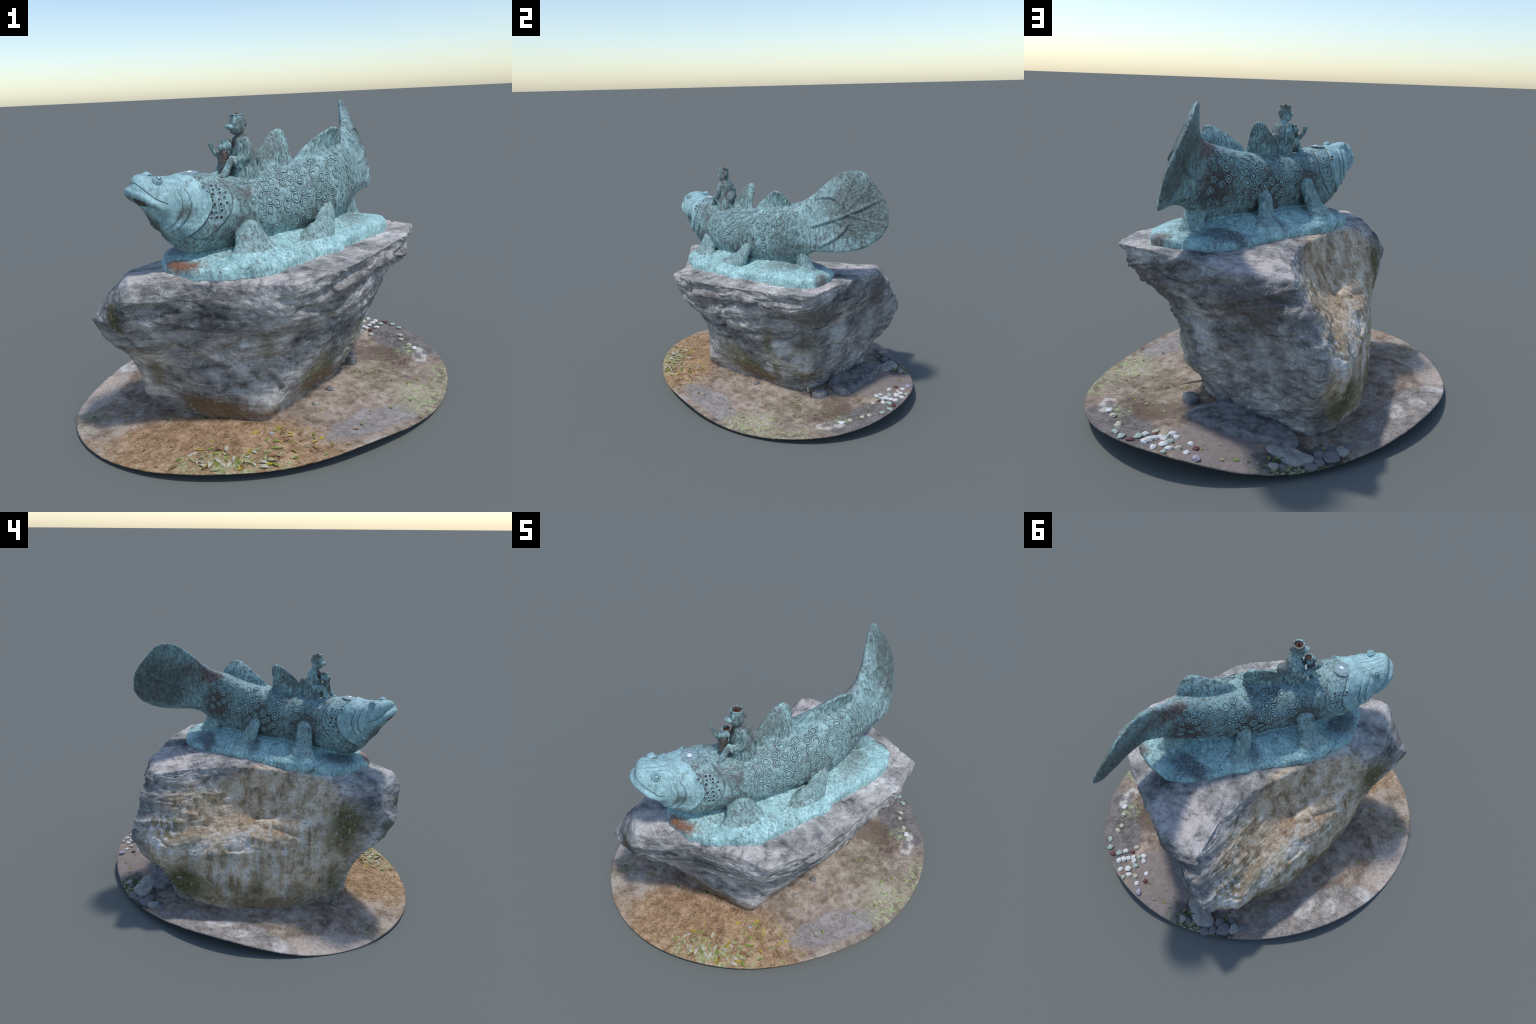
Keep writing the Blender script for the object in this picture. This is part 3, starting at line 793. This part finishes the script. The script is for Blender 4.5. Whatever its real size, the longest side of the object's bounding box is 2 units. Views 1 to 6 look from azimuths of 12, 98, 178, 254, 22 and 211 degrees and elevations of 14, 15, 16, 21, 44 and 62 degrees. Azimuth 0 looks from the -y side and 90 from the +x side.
# raised midrib and overlapping lobes on both sides of the tail
tail_ribs = []
for sd in (1, -1):
    side_dir = Vector((sd * .94, 0, sd * .33))
    P = tail_pt
    tail_ribs.append(welt([P(.27, 1.243), P(.36, 1.266), P(.47, 1.30), P(.58, 1.345), P(.68, 1.395)], [.012, .012, .011, .010, .006], side_dir, .002))
    if sd > 0:
        tail_ribs.append(welt([P(.285, 1.405), P(.345, 1.412), P(.41, 1.40), P(.455, 1.355), P(.462, 1.315)], [.007, .010, .010, .009, .006], side_dir, .002))
        tail_ribs.append(welt([P(.484, 1.27), P(.482, 1.235), P(.435, 1.187), P(.37, 1.145), P(.315, 1.122)], [.008, .011, .011, .009, .006], side_dir, .002))
        tail_ribs.append(welt([P(.235, 1.375), P(.275, 1.34), P(.295, 1.30), P(.29, 1.258)], [.007, .010, .010, .008], side_dir, .002))
    else:
        tail_ribs.append(welt([P(.40, 1.20), P(.34, 1.17), P(.28, 1.13)], [.005, .008, .006], side_dir))
    for y0, z0, y1, z1, y2, z2 in ((.40, 1.285, .47, 1.40, .52, 1.52), (.46, 1.305, .55, 1.40, .62, 1.48), (.42, 1.265, .52, 1.215, .62, 1.165), (.50, 1.30, .60, 1.275, .69, 1.255)):
        tail_ribs.append(welt([P(y0, z0), P(y1, z1), P(y2, z2)], [.008, .006, .004], side_dir))

HEAD_O = np.array([-.342, -.678])
HF = np.array([-.70, -.714])
HR = np.array([.714, -.70])


def hp(f, r, z):
    p = HEAD_O + HF * f + HR * r
    return np.array([p[0], p[1], z])


# thick upper lip round the snout, cheek pads at its corners, lower jaw set back
lips = tube([hp(.010, -.112, 1.176), hp(.050, -.100, 1.202), hp(.086, -.062, 1.236), hp(.104, 0, 1.252), hp(.086, .062, 1.236), hp(.050, .100, 1.202), hp(.010, .112, 1.176)], [.011, .016, .019, .019, .019, .016, .011], 14)
pads = [ellipsoid(hp(.004, sd * .108, 1.196), [np.array([HF[0], HF[1], .5]) * .030, np.array([HR[0], HR[1], 0]) * .014, np.array([-.35 * HF[0], -.35 * HF[1], 1]) * .040]) for sd in (1, -1)]
# welts along the rear edges of the cheek and gill plates
arcs = []
for sd in (1, -1):
    for e, z0, z1, r in ((-.066, 1.130, 1.235, .0065), (-.104, 1.110, 1.245, .0065), (-.200, 1.040, 1.290, .0075), (-.300, 1.050, 1.275, .0055)):
        zz = np.linspace(z0, z1, 8)
        pts = [hp(e + 4.5 * (z - 1.19) ** 2, sd * .10, z) for z in zz]
        arcs.append(welt(pts, [.003, r, r, r, .003], Vector((HR[0] * sd, HR[1] * sd, 0)), -.001))
body_mesh = merged([loft(RINGS), lips] + pads + arcs)
parts = [body_mesh, dorsal_a, dorsal_b, pectoral_r, pectoral_l, pelvic_r, pelvic_l, anal_stub, slab_mesh()] + tail_ribs
co, no, faces, trees = voxel_union(parts, 0.0046, 7)

# --- relief in the skin
def head_coords(p):
    d = p[:2] - HEAD_O
    return d @ HF, d @ np.array([.714, -.70])


src = nearest_part(co, trees[:9], bias=[0, 0, 0, 0, 0, 0, 0, 0, 0])
EDGES = [(-.066, .008), (-.104, .007), (-.200, .010), (-.300, .006)]
disp = np.zeros(len(co))
for i, p in enumerate(co):
    k = src[i]
    f, r = head_coords(p)
    P = Vector(p)
    d = 0.0025 * noise.fractal(P * 22, 1.0, 2.0, 3)
    if k == 0 and f > -.36 and p[2] > 1.02:
        # overlapping plates: each rises to its rear edge, then drops
        fe = f - 4.5 * (p[2] - 1.19) ** 2
        side = smoothstep(.03, .07, abs(r))
        for e, a in EDGES:
            x = fe - e
            if -.004 < x < .10:
                d += a * side * math.exp(-max(x, 0) / .03) * smoothstep(-.004, .004, x)
            elif -.014 < x <= -.004:
                d -= .4 * a * side
    if k == 0 and f > -.16 and p[2] < 1.10:
        d += 0.003 * math.sin((p[2] * 60 + 4 * noise.noise(P * 8)) )        # throat folds
    if k == 0 and p[1] > .30:
        # fin rays fan out from the tail root
        a = math.atan2(p[2] - 1.24, p[1] - .18)
        d += .0006 * math.sin(a * 120 + 4 * noise.noise(P * 9)) * smoothstep(.32, .42, p[1]) * smoothstep(.73, .66, p[1])
    if k == 8:
        d += 0.004 * noise.fractal(P * 9, 1.0, 2.0, 4)
    disp[i] = d
co = co + no * disp[:, None]

# --- cut into parts
fc = np.array([co[list(f)].mean(0) for f in faces])
fk = []
for f, c in zip(faces, fc):
    ks = [src[i] for i in f]
    k = max(set(ks), key=ks.count)
    if k in (3, 4, 5, 6, 7) and c[2] < .945:
        k = 8
    if k == 0:
        fr, rr = head_coords(c)
        fe = fr - 4.5 * (c[2] - 1.19) ** 2
        lip_z = float(np.interp(fr, [-.02, .01, .05, .086, .11], [1.13, 1.160, 1.184, 1.218, 1.232]))
        k = 103 if fr > .062 and c[2] < lip_z - .004 and c[2] > 1.190 and abs(rr) < .085 else 100 if fe > -.206 and fr > -.21 else 102 if c[1] > .30 and c[0] > .3 else 101
    fk.append(k)
names = {103: "mouth", 100: "head", 101: "torso", 102: "tail_fin", 1: "dorsal_fin", 2: "dorsal_fin", 3: "pectoral_fin", 4: "pectoral_fin", 5: "pelvic_fin", 6: "pelvic_fin", 7: "anal_fin", 8: "bronze_base"}
mats = {103: M_MOUTH, 100: M_HEAD, 101: M_BODY, 102: M_BODY, 1: M_FIN, 2: M_FIN, 3: M_LEG, 4: M_LEG, 5: M_LEG, 6: M_LEG, 7: M_LEG, 8: M_BASE}
skin = split_by_region(co, faces, fk, names, lambda r: mats[r], lambda r: root)
skin_tree = BVHTree.FromPolygons([tuple(c) for c in co], faces)
head = skin[100]

# ------------------------------------------------------------------ scales, eye, nostrils, gill pits
def torus(R, r, nu=26, nv=8, squash=0.8):
    v, f = [], []
    for i in range(nu):
        a = 2 * math.pi * i / nu
        for j in range(nv):
            b = 2 * math.pi * j / nv
            v.append(((R + r * math.cos(b)) * math.cos(a), (R + r * math.cos(b)) * math.sin(a), r * squash * math.sin(b)))
    f = [(i * nv + j, ((i + 1) % nu) * nv + j, ((i + 1) % nu) * nv + (j + 1) % nv, i * nv + (j + 1) % nv) for i in range(nu) for j in range(nv)]
    return v, f


def on_skin(p, n_up=0.0):
    loc, nor, idx, dist = skin_tree.find_nearest(Vector(p))
    return loc, nor, dist


def place(ob, loc, nor, spin=0.0, scale=(1, 1, 1), lift=0.0):
    q = nor.to_track_quat("Z", "Y").to_matrix().to_4x4()
    ob.matrix_world = Matrix.Translation(loc + nor * lift) @ q @ Matrix.Rotation(spin, 4, "Z") @ Matrix.Diagonal((*scale, 1))


def dome(R, h, n=20, m=5):
    v = [(0, 0, h)]; f = []
    for i in range(1, m + 1):
        a = i / m * math.pi / 2
        for j in range(n):
            t = 2 * math.pi * j / n
            v.append((R * math.sin(a) * math.cos(t), R * math.sin(a) * math.sin(t), h * math.cos(a) - (0.002 if i == m else 0)))
    f = [(0, 1 + j, 1 + (j + 1) % n) for j in range(n)]
    for i in range(m - 1):
        for j in range(n):
            a = 1 + i * n + j; b = 1 + i * n + (j + 1) % n
            f.append((a, a + n, b + n, b))
    return v, f


ring_forms = []
M_DARK_LINE = plain("dark_line_bronze", (0.12, 0.165, 0.17), 0.7, 0.5, 60)
M_DARK_RING = plain("dark_ring_bronze", (0.11, 0.14, 0.14), 0.7, 0.5, 60)
for i, (R, r, inner) in enumerate([(.0205, .0030, .0085), (.0215, .0034, 0), (.0195, .0030, .0095)]):
    solid = [torus(R, r), dome(.0105, .0028)] if not inner else [torus(R, r), torus(inner, .0024, 18, 6)]
    dark_rings = [torus(R - .0048, .0016, 24, 6), torus(R + .0042, .0012, 24, 6)]  # thin dark raised tori just inside and outside each scale ring
    v, f = merged(solid + dark_rings)
    n_solid = sum(len(q[1]) for q in solid)
    me = bpy.data.meshes.new("scale"); me.from_pydata(v, [], f); me.shade_smooth()
    me.materials.append(M_RING); me.materials.append(M_DARK_RING)
    for p in me.polygons:
        p.material_index = 0 if p.index < n_solid else 1
    ring_forms.append(me)


def add_scales():
    n, m = RINGS.shape[:2]
    arc = np.r_[0, np.cumsum(np.linalg.norm(np.diff(STAT[:, :3] * [1, 1, 0], axis=0), axis=1))]
    f_all = np.array([head_coords(s[:2])[0] for s in STAT])
    start = arc[np.argmin(abs(f_all + .36))]
    end = arc[np.argmin(abs(STAT[:, 1] - .26))]
    count = 0
    pitch = .0535
    cols = int((end - start) / (pitch * .87))
    for side in (1, -1):
        for ci in range(cols):
            s = start + ci * pitch * .87
            k = int(np.argmin(abs(arc - s)))
            ring = RINGS[k]
            # walk round the section from the back downwards
            # index m/4 is the top; index 0 and m/2 are the flanks
            order = [(m // 4 + side * q) % m for q in range(m // 2)]
            pts = ring[order]
            L = np.r_[0, np.cumsum(np.linalg.norm(np.diff(pts, axis=0), axis=1))]
            start_l = .072 + (0.5 * pitch if ci % 2 else 0)
            for row in range(7):
                l = start_l + row * pitch
                if l > L[-1] * .70:
                    break
                p = np.array([np.interp(l, L, pts[:, a]) for a in range(3)])
                p = p + np.array([RNG.uniform(-.007, .007) for _ in range(3)])
                if p[2] < 1.02:
                    continue
                loc, nor, dist = on_skin(p)
                if dist > .022:
                    continue
                if any(trees[q].find_nearest(loc)[3] < .018 for q in (1, 2, 3, 4, 5, 6, 7)):
                    continue
                if RNG.random() < .07:
                    continue
                ob = bpy.data.objects.new("scale", RNG.choice(ring_forms))
                SC.objects.link(ob)
                ob.parent = skin[101]
                g = RNG.uniform(.85, 1.08) * (0.85 if row > 3 else 1.0) * float(np.interp(STAT[k, 1], [-.42, -.30, .0, .28], [.7, 1.0, 1.0, .68]))
                tilt = Vector((RNG.uniform(-.03, .03), RNG.uniform(-.03, .03), RNG.uniform(-.03, .03)))
                place(ob, loc, (nor + tilt).normalized(), RNG.uniform(0, 6.28), (g, g * RNG.uniform(.8, 1.0), RNG.uniform(.55, .85)), RNG.choice((.0008, .0005, .0003, .0001, -.0002)))
                count += 1
    return count


n_scales = add_scales()
print("scales", n_scales)


def surface_piece(name, vf, at, mat, parent, scale=(1, 1, 1), lift=0.0, spin=0.0, up=None):
    v, f = vf
    ob = new_obj(name, v, f, mat, parent)
    loc, nor, _ = on_skin(at)
    if up is not None:
        nor = (nor + Vector(up)).normalized()
    place(ob, loc, nor, spin, scale, lift)
    return ob


# the eye on the crown: ringed disc with a white pupil
EYE = (-.222, -.546, 1.30)
surface_piece("eye", merged([dome(.044, .008, 36), torus(.0440, .0045, 40, 8), torus(.0320, .0026, 34, 6)]), EYE, M_EYE, head, lift=.001)
surface_piece("pupil", dome(.0135, .004, 20), (-.213, -.548, 1.305), M_PUPIL, head, lift=.0075)
# nostril knobs
for at, out in (((-.298, -.734, 1.287), (.5, -.5, .4)), ((-.386, -.623, 1.288), (-.5, .5, .4))):
    surface_piece("nostril", merged([dome(.024, .030, 24, 6), torus(.024, .005, 24, 6)]), at, M_HEAD, head, lift=-.004, up=out)
    surface_piece("nostril_hole", torus(.009, .0022, 18, 6), at, M_DARK_RING, head, lift=.0235, up=out)

# gill pits: low dark domes in the collar behind the gill cover
pits, rims = [], []
for side in (1, -1):
    for a in range(3):
        for b in range(7):
            f = -.222 - a * .028 + (b % 2) * .013 + RNG.uniform(-.004, .004)
            z = 1.268 - b * .026 + RNG.uniform(-.004, .004)
            ff = f + 4.5 * (z - 1.19) ** 2
            p = HEAD_O + HF * ff + np.array([.714, -.70]) * side * .145
            loc, nor, dist = on_skin((p[0], p[1], z))
            if dist > .07:
                continue
            g = RNG.uniform(.7, 1.1)
            q = nor.to_track_quat("Z", "Y").to_matrix().to_4x4()
            M = Matrix.Translation(loc) @ q
            v, fa = dome(.0080 * g, .0018, 12, 3)
            pits.append(([M @ Vector(x) for x in v], fa))
            v, fa = torus(.0095 * g, .0022, 16, 5)
            rims.append(([M @ Vector(x) for x in v], fa))
ob = new_obj("gill_pit", *merged(pits), M_DARK, head); ob["kind"] = "stuff"
ob = new_obj("gill_pit_rim", *merged(rims), M_HEAD, head); ob["kind"] = "stuff"

def skin_line(pts, r, toward, n=24):
    out = []
    for p in catmull(pts, n):
        t = Vector(toward(p) if callable(toward) else toward).normalized()
        hit = skin_tree.ray_cast(Vector(p) + t * .25, -t)
        if hit[0] is not None:
            out.append(np.array(hit[0]))
    return tube(out, [r] * len(out), 6) if len(out) > 3 else None


def from_axis(p):
    """Outward from the middle line of the head."""
    d = np.asarray(p)[:2] - HEAD_O
    r = float(d @ HR)
    return (HR[0] * r * 8, HR[1] * r * 8, max(0.0, (p[2] - 1.20)) * 8 + .05)


lines = []  # thin dark tubes along the plate edges, the lip and the forehead
for sd in (1, -1):
    for e, z0, z1, r in ((-.074, 1.125, 1.240, .0017), (-.112, 1.105, 1.250, .0017), (-.210, 1.035, 1.285, .0020), (-.308, 1.050, 1.270, .0016)):
        lines.append(skin_line([hp(e + 4.5 * (z - 1.19) ** 2, sd * .15, z) for z in np.linspace(z0, z1, 7)], r, (HR[0] * sd, HR[1] * sd, 0)))
    lines.append(skin_line([hp(-.015, sd * .115, 1.190), hp(.030, sd * .110, 1.215), hp(.066, sd * .090, 1.250), hp(.092, sd * .050, 1.282), hp(.100, sd * .004, 1.292)], .0019, (HR[0] * sd * .6 + HF[0] * .6, HR[1] * sd * .6 + HF[1] * .6, .5)))
    for k in range(2):
        r0 = sd * (.014 + .020 * k)
        lines.append(skin_line([hp(.055 - .01 * k, r0, 1.33), hp(.0, r0 * 1.15, 1.33), hp(-.075 - .012 * k, r0 * 1.3, 1.33)], .0009, (0, 0, 1)))
ob = new_obj("dark_line", *merged([q for q in lines if q]), M_DARK_LINE, head); ob["kind"] = "stuff"

# ------------------------------------------------------------------ rider with infant
RO = np.array([-.012, -.388, 1.27])


def L(f, r, z):
    """Rider's own frame: forward, right, absolute height."""
    p = RO + F_AX * f + R_AX * r
    return np.array([p[0], p[1], z])


def egg(f, r, z, af, ar, az):
    return ellipsoid(L(f, r, z), [F_AX * af, R_AX * ar, np.array([0, 0, az])])


def turned(f, r, prof, n=28):
    """Upright turned form: rows of (z, forward half, side half, forward shift)."""
    rings = []
    for z, a, b, s in prof:
        rings.append([L(f + s, r, z) + F_AX * a * math.cos(t) + R_AX * b * math.sin(t) for t in np.linspace(0, 2 * np.pi, n, endpoint=False)])
    return loft(rings)


def head_cup(f, r, z0, z1, rad, wall):
    """Head shaped like an open cup: outside up to the rim, then down inside."""
    return turned(f, r, [(z0 - .004, rad * .55, rad * .55, 0), (z0 + .004, rad * .95, rad * .92, .002), (z0 + .3 * (z1 - z0), rad * 1.08, rad * 1.02, .002), (z0 + .65 * (z1 - z0), rad, rad * .95, 0), (z1 - .006, rad * .92, rad * .9, 0),
                         (z1 - .001, rad, rad, 0), (z1 + .002, rad * .95, rad * .95, 0), (z1 - .001, rad - wall, rad - wall, 0), (z1 - .012, rad - wall, rad - wall, 0), (z1 - .016, rad * .2, rad * .2, 0)])


rider = bpy.data.objects.new("rider", None); SC.objects.link(rider); rider.parent = root
RP = [
    ("torso", turned(-.012, 0, [(1.235, .074, .068, -.004), (1.29, .068, .066, -.002), (1.34, .058, .062, .002), (1.39, .048, .058, .004), (1.425, .040, .048, .004), (1.447, .026, .028, .004), (1.465, .02, .02, .006)])),
    ("head", merged([head_cup(.008, 0, 1.455, 1.540, .034, .011)])),
    ("head", ellipsoid(L(.042, 0, 1.484), [F_AX * .030 + np.array([0, 0, .006]), R_AX * .020, np.array([0, 0, .014])])),
    ("head", egg(-.028, .006, 1.500, .012, .012, .018)),
    ("arm", tube([L(-.006, .040, 1.425), L(-.010, .056, 1.385), L(.008, .058, 1.350), (L(.045, .045, 1.340)), L(.068, .030, 1.348)], [.021, .023, .021, .018, .014], 12)),
    ("arm", tube([L(-.006, -.040, 1.425), L(-.010, -.056, 1.385), L(.008, -.058, 1.350), L(.045, -.047, 1.340), L(.072, -.034, 1.35)], [.021, .023, .021, .018, .014], 12)),
    ("leg", tube([L(.00, .030, 1.285), L(.045, .040, 1.325), L(.072, .036, 1.335), L(.092, .034, 1.305), L(.110, .034, 1.277), L(.132, .034, 1.270)], [.024, .021, .018, .017, .018, .014], 12)),
    ("leg", tube([L(.00, -.030, 1.285), L(.045, -.040, 1.325), L(.072, -.036, 1.335), L(.092, -.034, 1.305), L(.112, -.032, 1.277), L(.140, -.030, 1.270)], [.024, .021, .018, .017, .018, .014], 12)),
    ("pouch", egg(-.076, -.004, 1.348, .034, .036, .042)),
]


def build_figure(plist, parent, material, voxel):
    c, n, fs, tr = voxel_union([p for _, p in plist], voxel, 3)
    s = nearest_part(c, tr)
    key = {}
    fkk = []
    for f in fs:
        ks = [s[i] for i in f]
        fkk.append(max(set(ks), key=ks.count))
    # the two mirrored limbs stay separate; everything called head is one part
    first = {}
    remap = {}
    for i, (nm, _) in enumerate(plist):
        if nm == "head":
            remap[i] = first.setdefault(nm, i)
        else:
            remap[i] = i
    fkk = [remap[k] for k in fkk]
    nm = {i: plist[i][0] for i in set(remap.values())}
    return split_by_region(c, fs, fkk, nm, lambda r: material(plist[r][0]), lambda r: parent)


build_figure(RP, rider, lambda nm: M_RIDER, .0021)
c0 = L(.008, 0, 1.528)
new_obj("hollow", *ellipsoid(c0, (.0240, .0240, .004)), M_RUST, rider)
new_obj("knob", *ellipsoid(c0 + np.array([0, 0, .008]), (.007, .007, .012)), M_RUST, rider)

infant = bpy.data.objects.new("infant", None); SC.objects.link(infant); infant.parent = root
IP = [
    ("torso", turned(.082, -.008, [(1.275, .016, .018, .008), (1.31, .024, .026, .006), (1.35, .024, .027, .002), (1.385, .018, .020, 0), (1.40, .012, .014, 0)])),
    ("head", head_cup(.066, -.010, 1.385, 1.430, .024, .008)),
    ("head", ellipsoid(L(.092, -.008, 1.398), [F_AX * .020, R_AX * .016, np.array([0, 0, .015])])),
    ("ear", egg(.060, .016, 1.402, .007, .006, .018)),
    ("arm", tube([L(.085, -.028, 1.345), L(.106, -.046, 1.375), L(.114, -.056, 1.400), L(.118, -.060, 1.418)], [.012, .012, .013, .014], 12)),
]
build_figure(IP, infant, lambda nm: M_INFANT if nm == "torso" else M_RIDER, .0024)
c1 = L(.066, -.010, 1.419)
new_obj("hollow", *ellipsoid(c1, (.0175, .0175, .004)), M_RUST, infant)

# ------------------------------------------------------------------ loose things on the soil
def stone_mesh(name, seed, mat, flat=0.6, rough=.18):
    bm = bmesh.new()
    bmesh.ops.create_icosphere(bm, subdivisions=3, radius=1)
    for v in bm.verts:
        k = 1 + rough * noise.fractal(v.co * 1.3 + Vector((seed * 7.1, 0, 0)), 1.0, 2.0, 3)
        v.co = Vector((v.co.x * k, v.co.y * k, v.co.z * k * flat))
    me = bpy.data.meshes.new(name); bm.to_mesh(me); bm.free(); me.shade_smooth(); me.materials.append(mat)
    return me


PEB = [plain("white_pebble", (0.72, 0.72, 0.72), .6, .2, 25), plain("green_pebble", (0.40, 0.50, 0.44), .6, .25, 25), plain("cream_pebble", (0.55, 0.52, 0.42), .6, .25, 25), plain("maroon_pebble", (0.15, 0.06, 0.06), .6, .3, 25), plain("lilac_pebble", (0.42, 0.38, 0.46), .6, .3, 25)]
peb_mesh = [[stone_mesh("pebble", 3 * i + j, m, .5, .4) for j in range(3)] for i, m in enumerate(PEB)]
W, G, C, D, P_ = 0, 1, 2, 3, 4
PEBBLES = [(.750, .640, C), (.756, .596, C), (.745, .720, G), (.706, .766, G), (.660, .794, D), (.605, .730, W), (.569, .666, C), (.594, .809, W), (.556, .762, W), (.535, .737, W), (.508, .713, G), (.484, .692, W),
           (.464, .720, W), (.488, .775, G), (.547, .852, W), (.511, .818, W), (.391, .780, W), (.480, .849, W), (.440, .834, C), (.499, .883, G), (.403, .866, W), (.363, .823, D), (.354, .906, P_), (.564, .709, D), (.575, .785, W), (.52, .75, W), (.63, .765, G), (.80, .52, C), (.83, .47, W)]
for x, y, k in PEBBLES:
    ob = bpy.data.objects.new("pebble", RNG.choice(peb_mesh[k])); SC.objects.link(ob); ob.parent = soil
    s = RNG.uniform(.012, .018)
    ob.matrix_world = Matrix.Translation((x, y, max(s * .8, ground_height(x, y) + s * .25))) @ Matrix.Rotation(RNG.uniform(0, 6.3), 4, "Z") @ Matrix.Diagonal((s * RNG.uniform(1, 1.35), s, s, 1))

# low grey stones along the north foot of the boulder
M_GREYSTONE = plain("grey_footing", (0.27, 0.27, 0.28), .9, .7, 16)
M_PALESTONE = plain("pale_footing", (0.40, 0.39, 0.36), .9, .4, 20)


def footing(outline, top, mat, name="footing_stone", seed=0):
    O = catmull(outline, 120, closed=True)
    mid = O.mean(0)
    rings = []
    for q, z in [(1.0, 0), (1.0, .4), (.985, .75), (.95, .95), (.85, 1.0), (.6, 1.04), (.3, 1.06), (.05, 1.06)]:
        ring = []
        for p in mid + (O - mid) * q:
            g = ground_height(*p)
            n = noise.fractal(Vector((p[0] * 9 + seed, p[1] * 9, q)), 1, 2, 4)
            ring.append((p[0] + .010 * n, p[1] + .008 * n, max(.004, g - .02) + (top + .02) * z + max(-.004, .010 * n * z)))
        rings.append(ring)
    return new_obj(name, *loft(rings), mat, soil)


footing([(.445, .500), (.39, .405), (.27, .36), (.10, .44), (-.02, .55), (-.10, .66), (-.06, .74), (.05, .72), (.18, .68), (.30, .62), (.40, .56)], .034, M_GREYSTONE)
footing([(-.02, .70), (-.10, .74), (-.17, .80), (-.14, .85), (-.05, .855), (.04, .80), (.05, .74)], .012, M_PALESTONE, seed=4)
footing([(.42, .28), (.47, .26), (.49, .31), (.45, .36), (.41, .33)], .035, M_GREYSTONE, seed=9)
foot_mesh = [stone_mesh("loose_stone", 40 + i, [M_GREYSTONE, M_PALESTONE][i % 2], .6, .3) for i in range(4)]
for x, y, s in [(-.20, .775, .028), (-.245, .80, .035), (-.19, .84, .022), (-.30, .76, .03), (-.26, .72, .02), (.02, .88, .02), (-.34, .72, .022), (-.15, .87, .025), (.12, -.62, .012), (.30, -.30, .014), (.36, -.14, .018), (-.02, .875, .016)]:
    ob = bpy.data.objects.new("loose_stone", RNG.choice(foot_mesh)); SC.objects.link(ob); ob.parent = soil
    ob.matrix_world = Matrix.Translation((x, y, max(s * .95, ground_height(x, y) + s * .2))) @ Matrix.Rotation(RNG.uniform(0, 6.3), 4, "Z") @ Matrix.Diagonal((s * 1.3, s, s, 1))

# fallen leaves and sprigs
def leaf_mesh(mat, bend, name="leaf"):
    n = 7; v = []; f = []
    for i in range(n):
        t = i / (n - 1)
        w = .5 * math.sin(math.pi * min(1, t * .96 + .03)) ** .8 * .42
        z = bend * math.sin(math.pi * t) * .3
        v += [(t - .5, -w, z + .10 * w), (t - .5, 0, z), (t - .5, w, z + .10 * w)]
    for i in range(n - 1):
        for j in range(2):
            a = i * 3 + j
            f.append((a, a + 3, a + 4, a + 1))
    me = bpy.data.meshes.new(name); me.from_pydata(v, [], f); me.shade_smooth(); me.materials.append(mat)
    return me


def leaf_mat(name, colour):
    b = Mat(name, .7, .3)
    col = b.mix(b.ramp(b.noise(3, 3), .3, .7), colour, tuple(x * .7 for x in colour))
    tr = b.n.new("ShaderNodeBsdfTranslucent"); b.put(tr.inputs["Color"], col)
    mx = b.n.new("ShaderNodeMixShader"); mx.inputs[0].default_value = .25
    out = b.n["Material Output"]
    b.l.new(b.bsdf.outputs[0], mx.inputs[1]); b.l.new(tr.outputs[0], mx.inputs[2]); b.l.new(mx.outputs[0], out.inputs["Surface"])
    return b.done(col)


LM = [leaf_mat("pale_leaf", (.52, .52, .27)), leaf_mat("green_leaf", (.30, .38, .08)), leaf_mat("yellow_leaf", (.60, .50, .06)), leaf_mat("dry_leaf", (.33, .20, .10)), leaf_mat("deep_leaf", (.08, .20, .04)), leaf_mat("bleached_leaf", (.66, .63, .50))]
leaves = [[leaf_mesh(m, b) for b in (.25, .6, -.2)] for m in LM]


def scatter(n, c, r, kinds, size):
    for _ in range(n):
        for _try in range(20):
            x = c[0] + RNG.gauss(0, r[0]); y = c[1] + RNG.gauss(0, r[1])
            xr = (x * math.cos(TURN) + y * math.sin(TURN)) / A_EL; yr = (-x * math.sin(TURN) + y * math.cos(TURN)) / B_EL
            if math.hypot(xr, yr) < .975:
                break
        else:
            continue
        s = RNG.uniform(*size)
        ob = bpy.data.objects.new("leaf", RNG.choice(leaves[RNG.choice(kinds)])); SC.objects.link(ob); ob.parent = soil
        ob.matrix_world = Matrix.Translation((x, y, ground_height(x, y) + .004)) @ Matrix.Rotation(RNG.uniform(0, 6.3), 4, "Z") @ Matrix.Rotation(RNG.uniform(-.4, .4), 4, "X") @ Matrix.Diagonal((s, s * RNG.uniform(.7, 1.2), s, 1))


scatter(78, (.03, -.86), (.17, .07), [0, 0, 1, 5, 5, 2, 3], (.022, .055))
scatter(30, (.30, -.68), (.16, .10), [0, 1, 2, 3], (.014, .035))
scatter(24, (.55, -.10), (.16, .20), [1, 1, 0, 2], (.012, .028))
scatter(26, (.68, .25), (.12, .16), [1, 0, 0], (.012, .026))
scatter(22, (-.30, -.80), (.25, .08), [0, 1, 3], (.012, .026))
scatter(16, (-.72, -.50), (.12, .12), [1, 0, 4], (.012, .026))
scatter(9, (-.30, -.45), (.10, .03), [4, 4, 1], (.018, .034))
scatter(18, (-.74, .05), (.12, .22), [1, 1, 0], (.010, .022))
scatter(16, (-.12, .88), (.15, .03), [1, 4, 1, 0], (.018, .04))
scatter(10, (-.26, .74), (.06, .05), [4, 1], (.018, .034))
scatter(10, (.22, -.62), (.06, .04), [2, 1, 3], (.02, .04))

# a stick that leans out from under the east foot
new_obj("twig", *tube([(.36, .22, .115), (.42, .225, .112), (.50, .235, .10)], [.006, .006, .004], 8), plain("dry_wood", (.42, .33, .24), .8, .3, 40), soil)
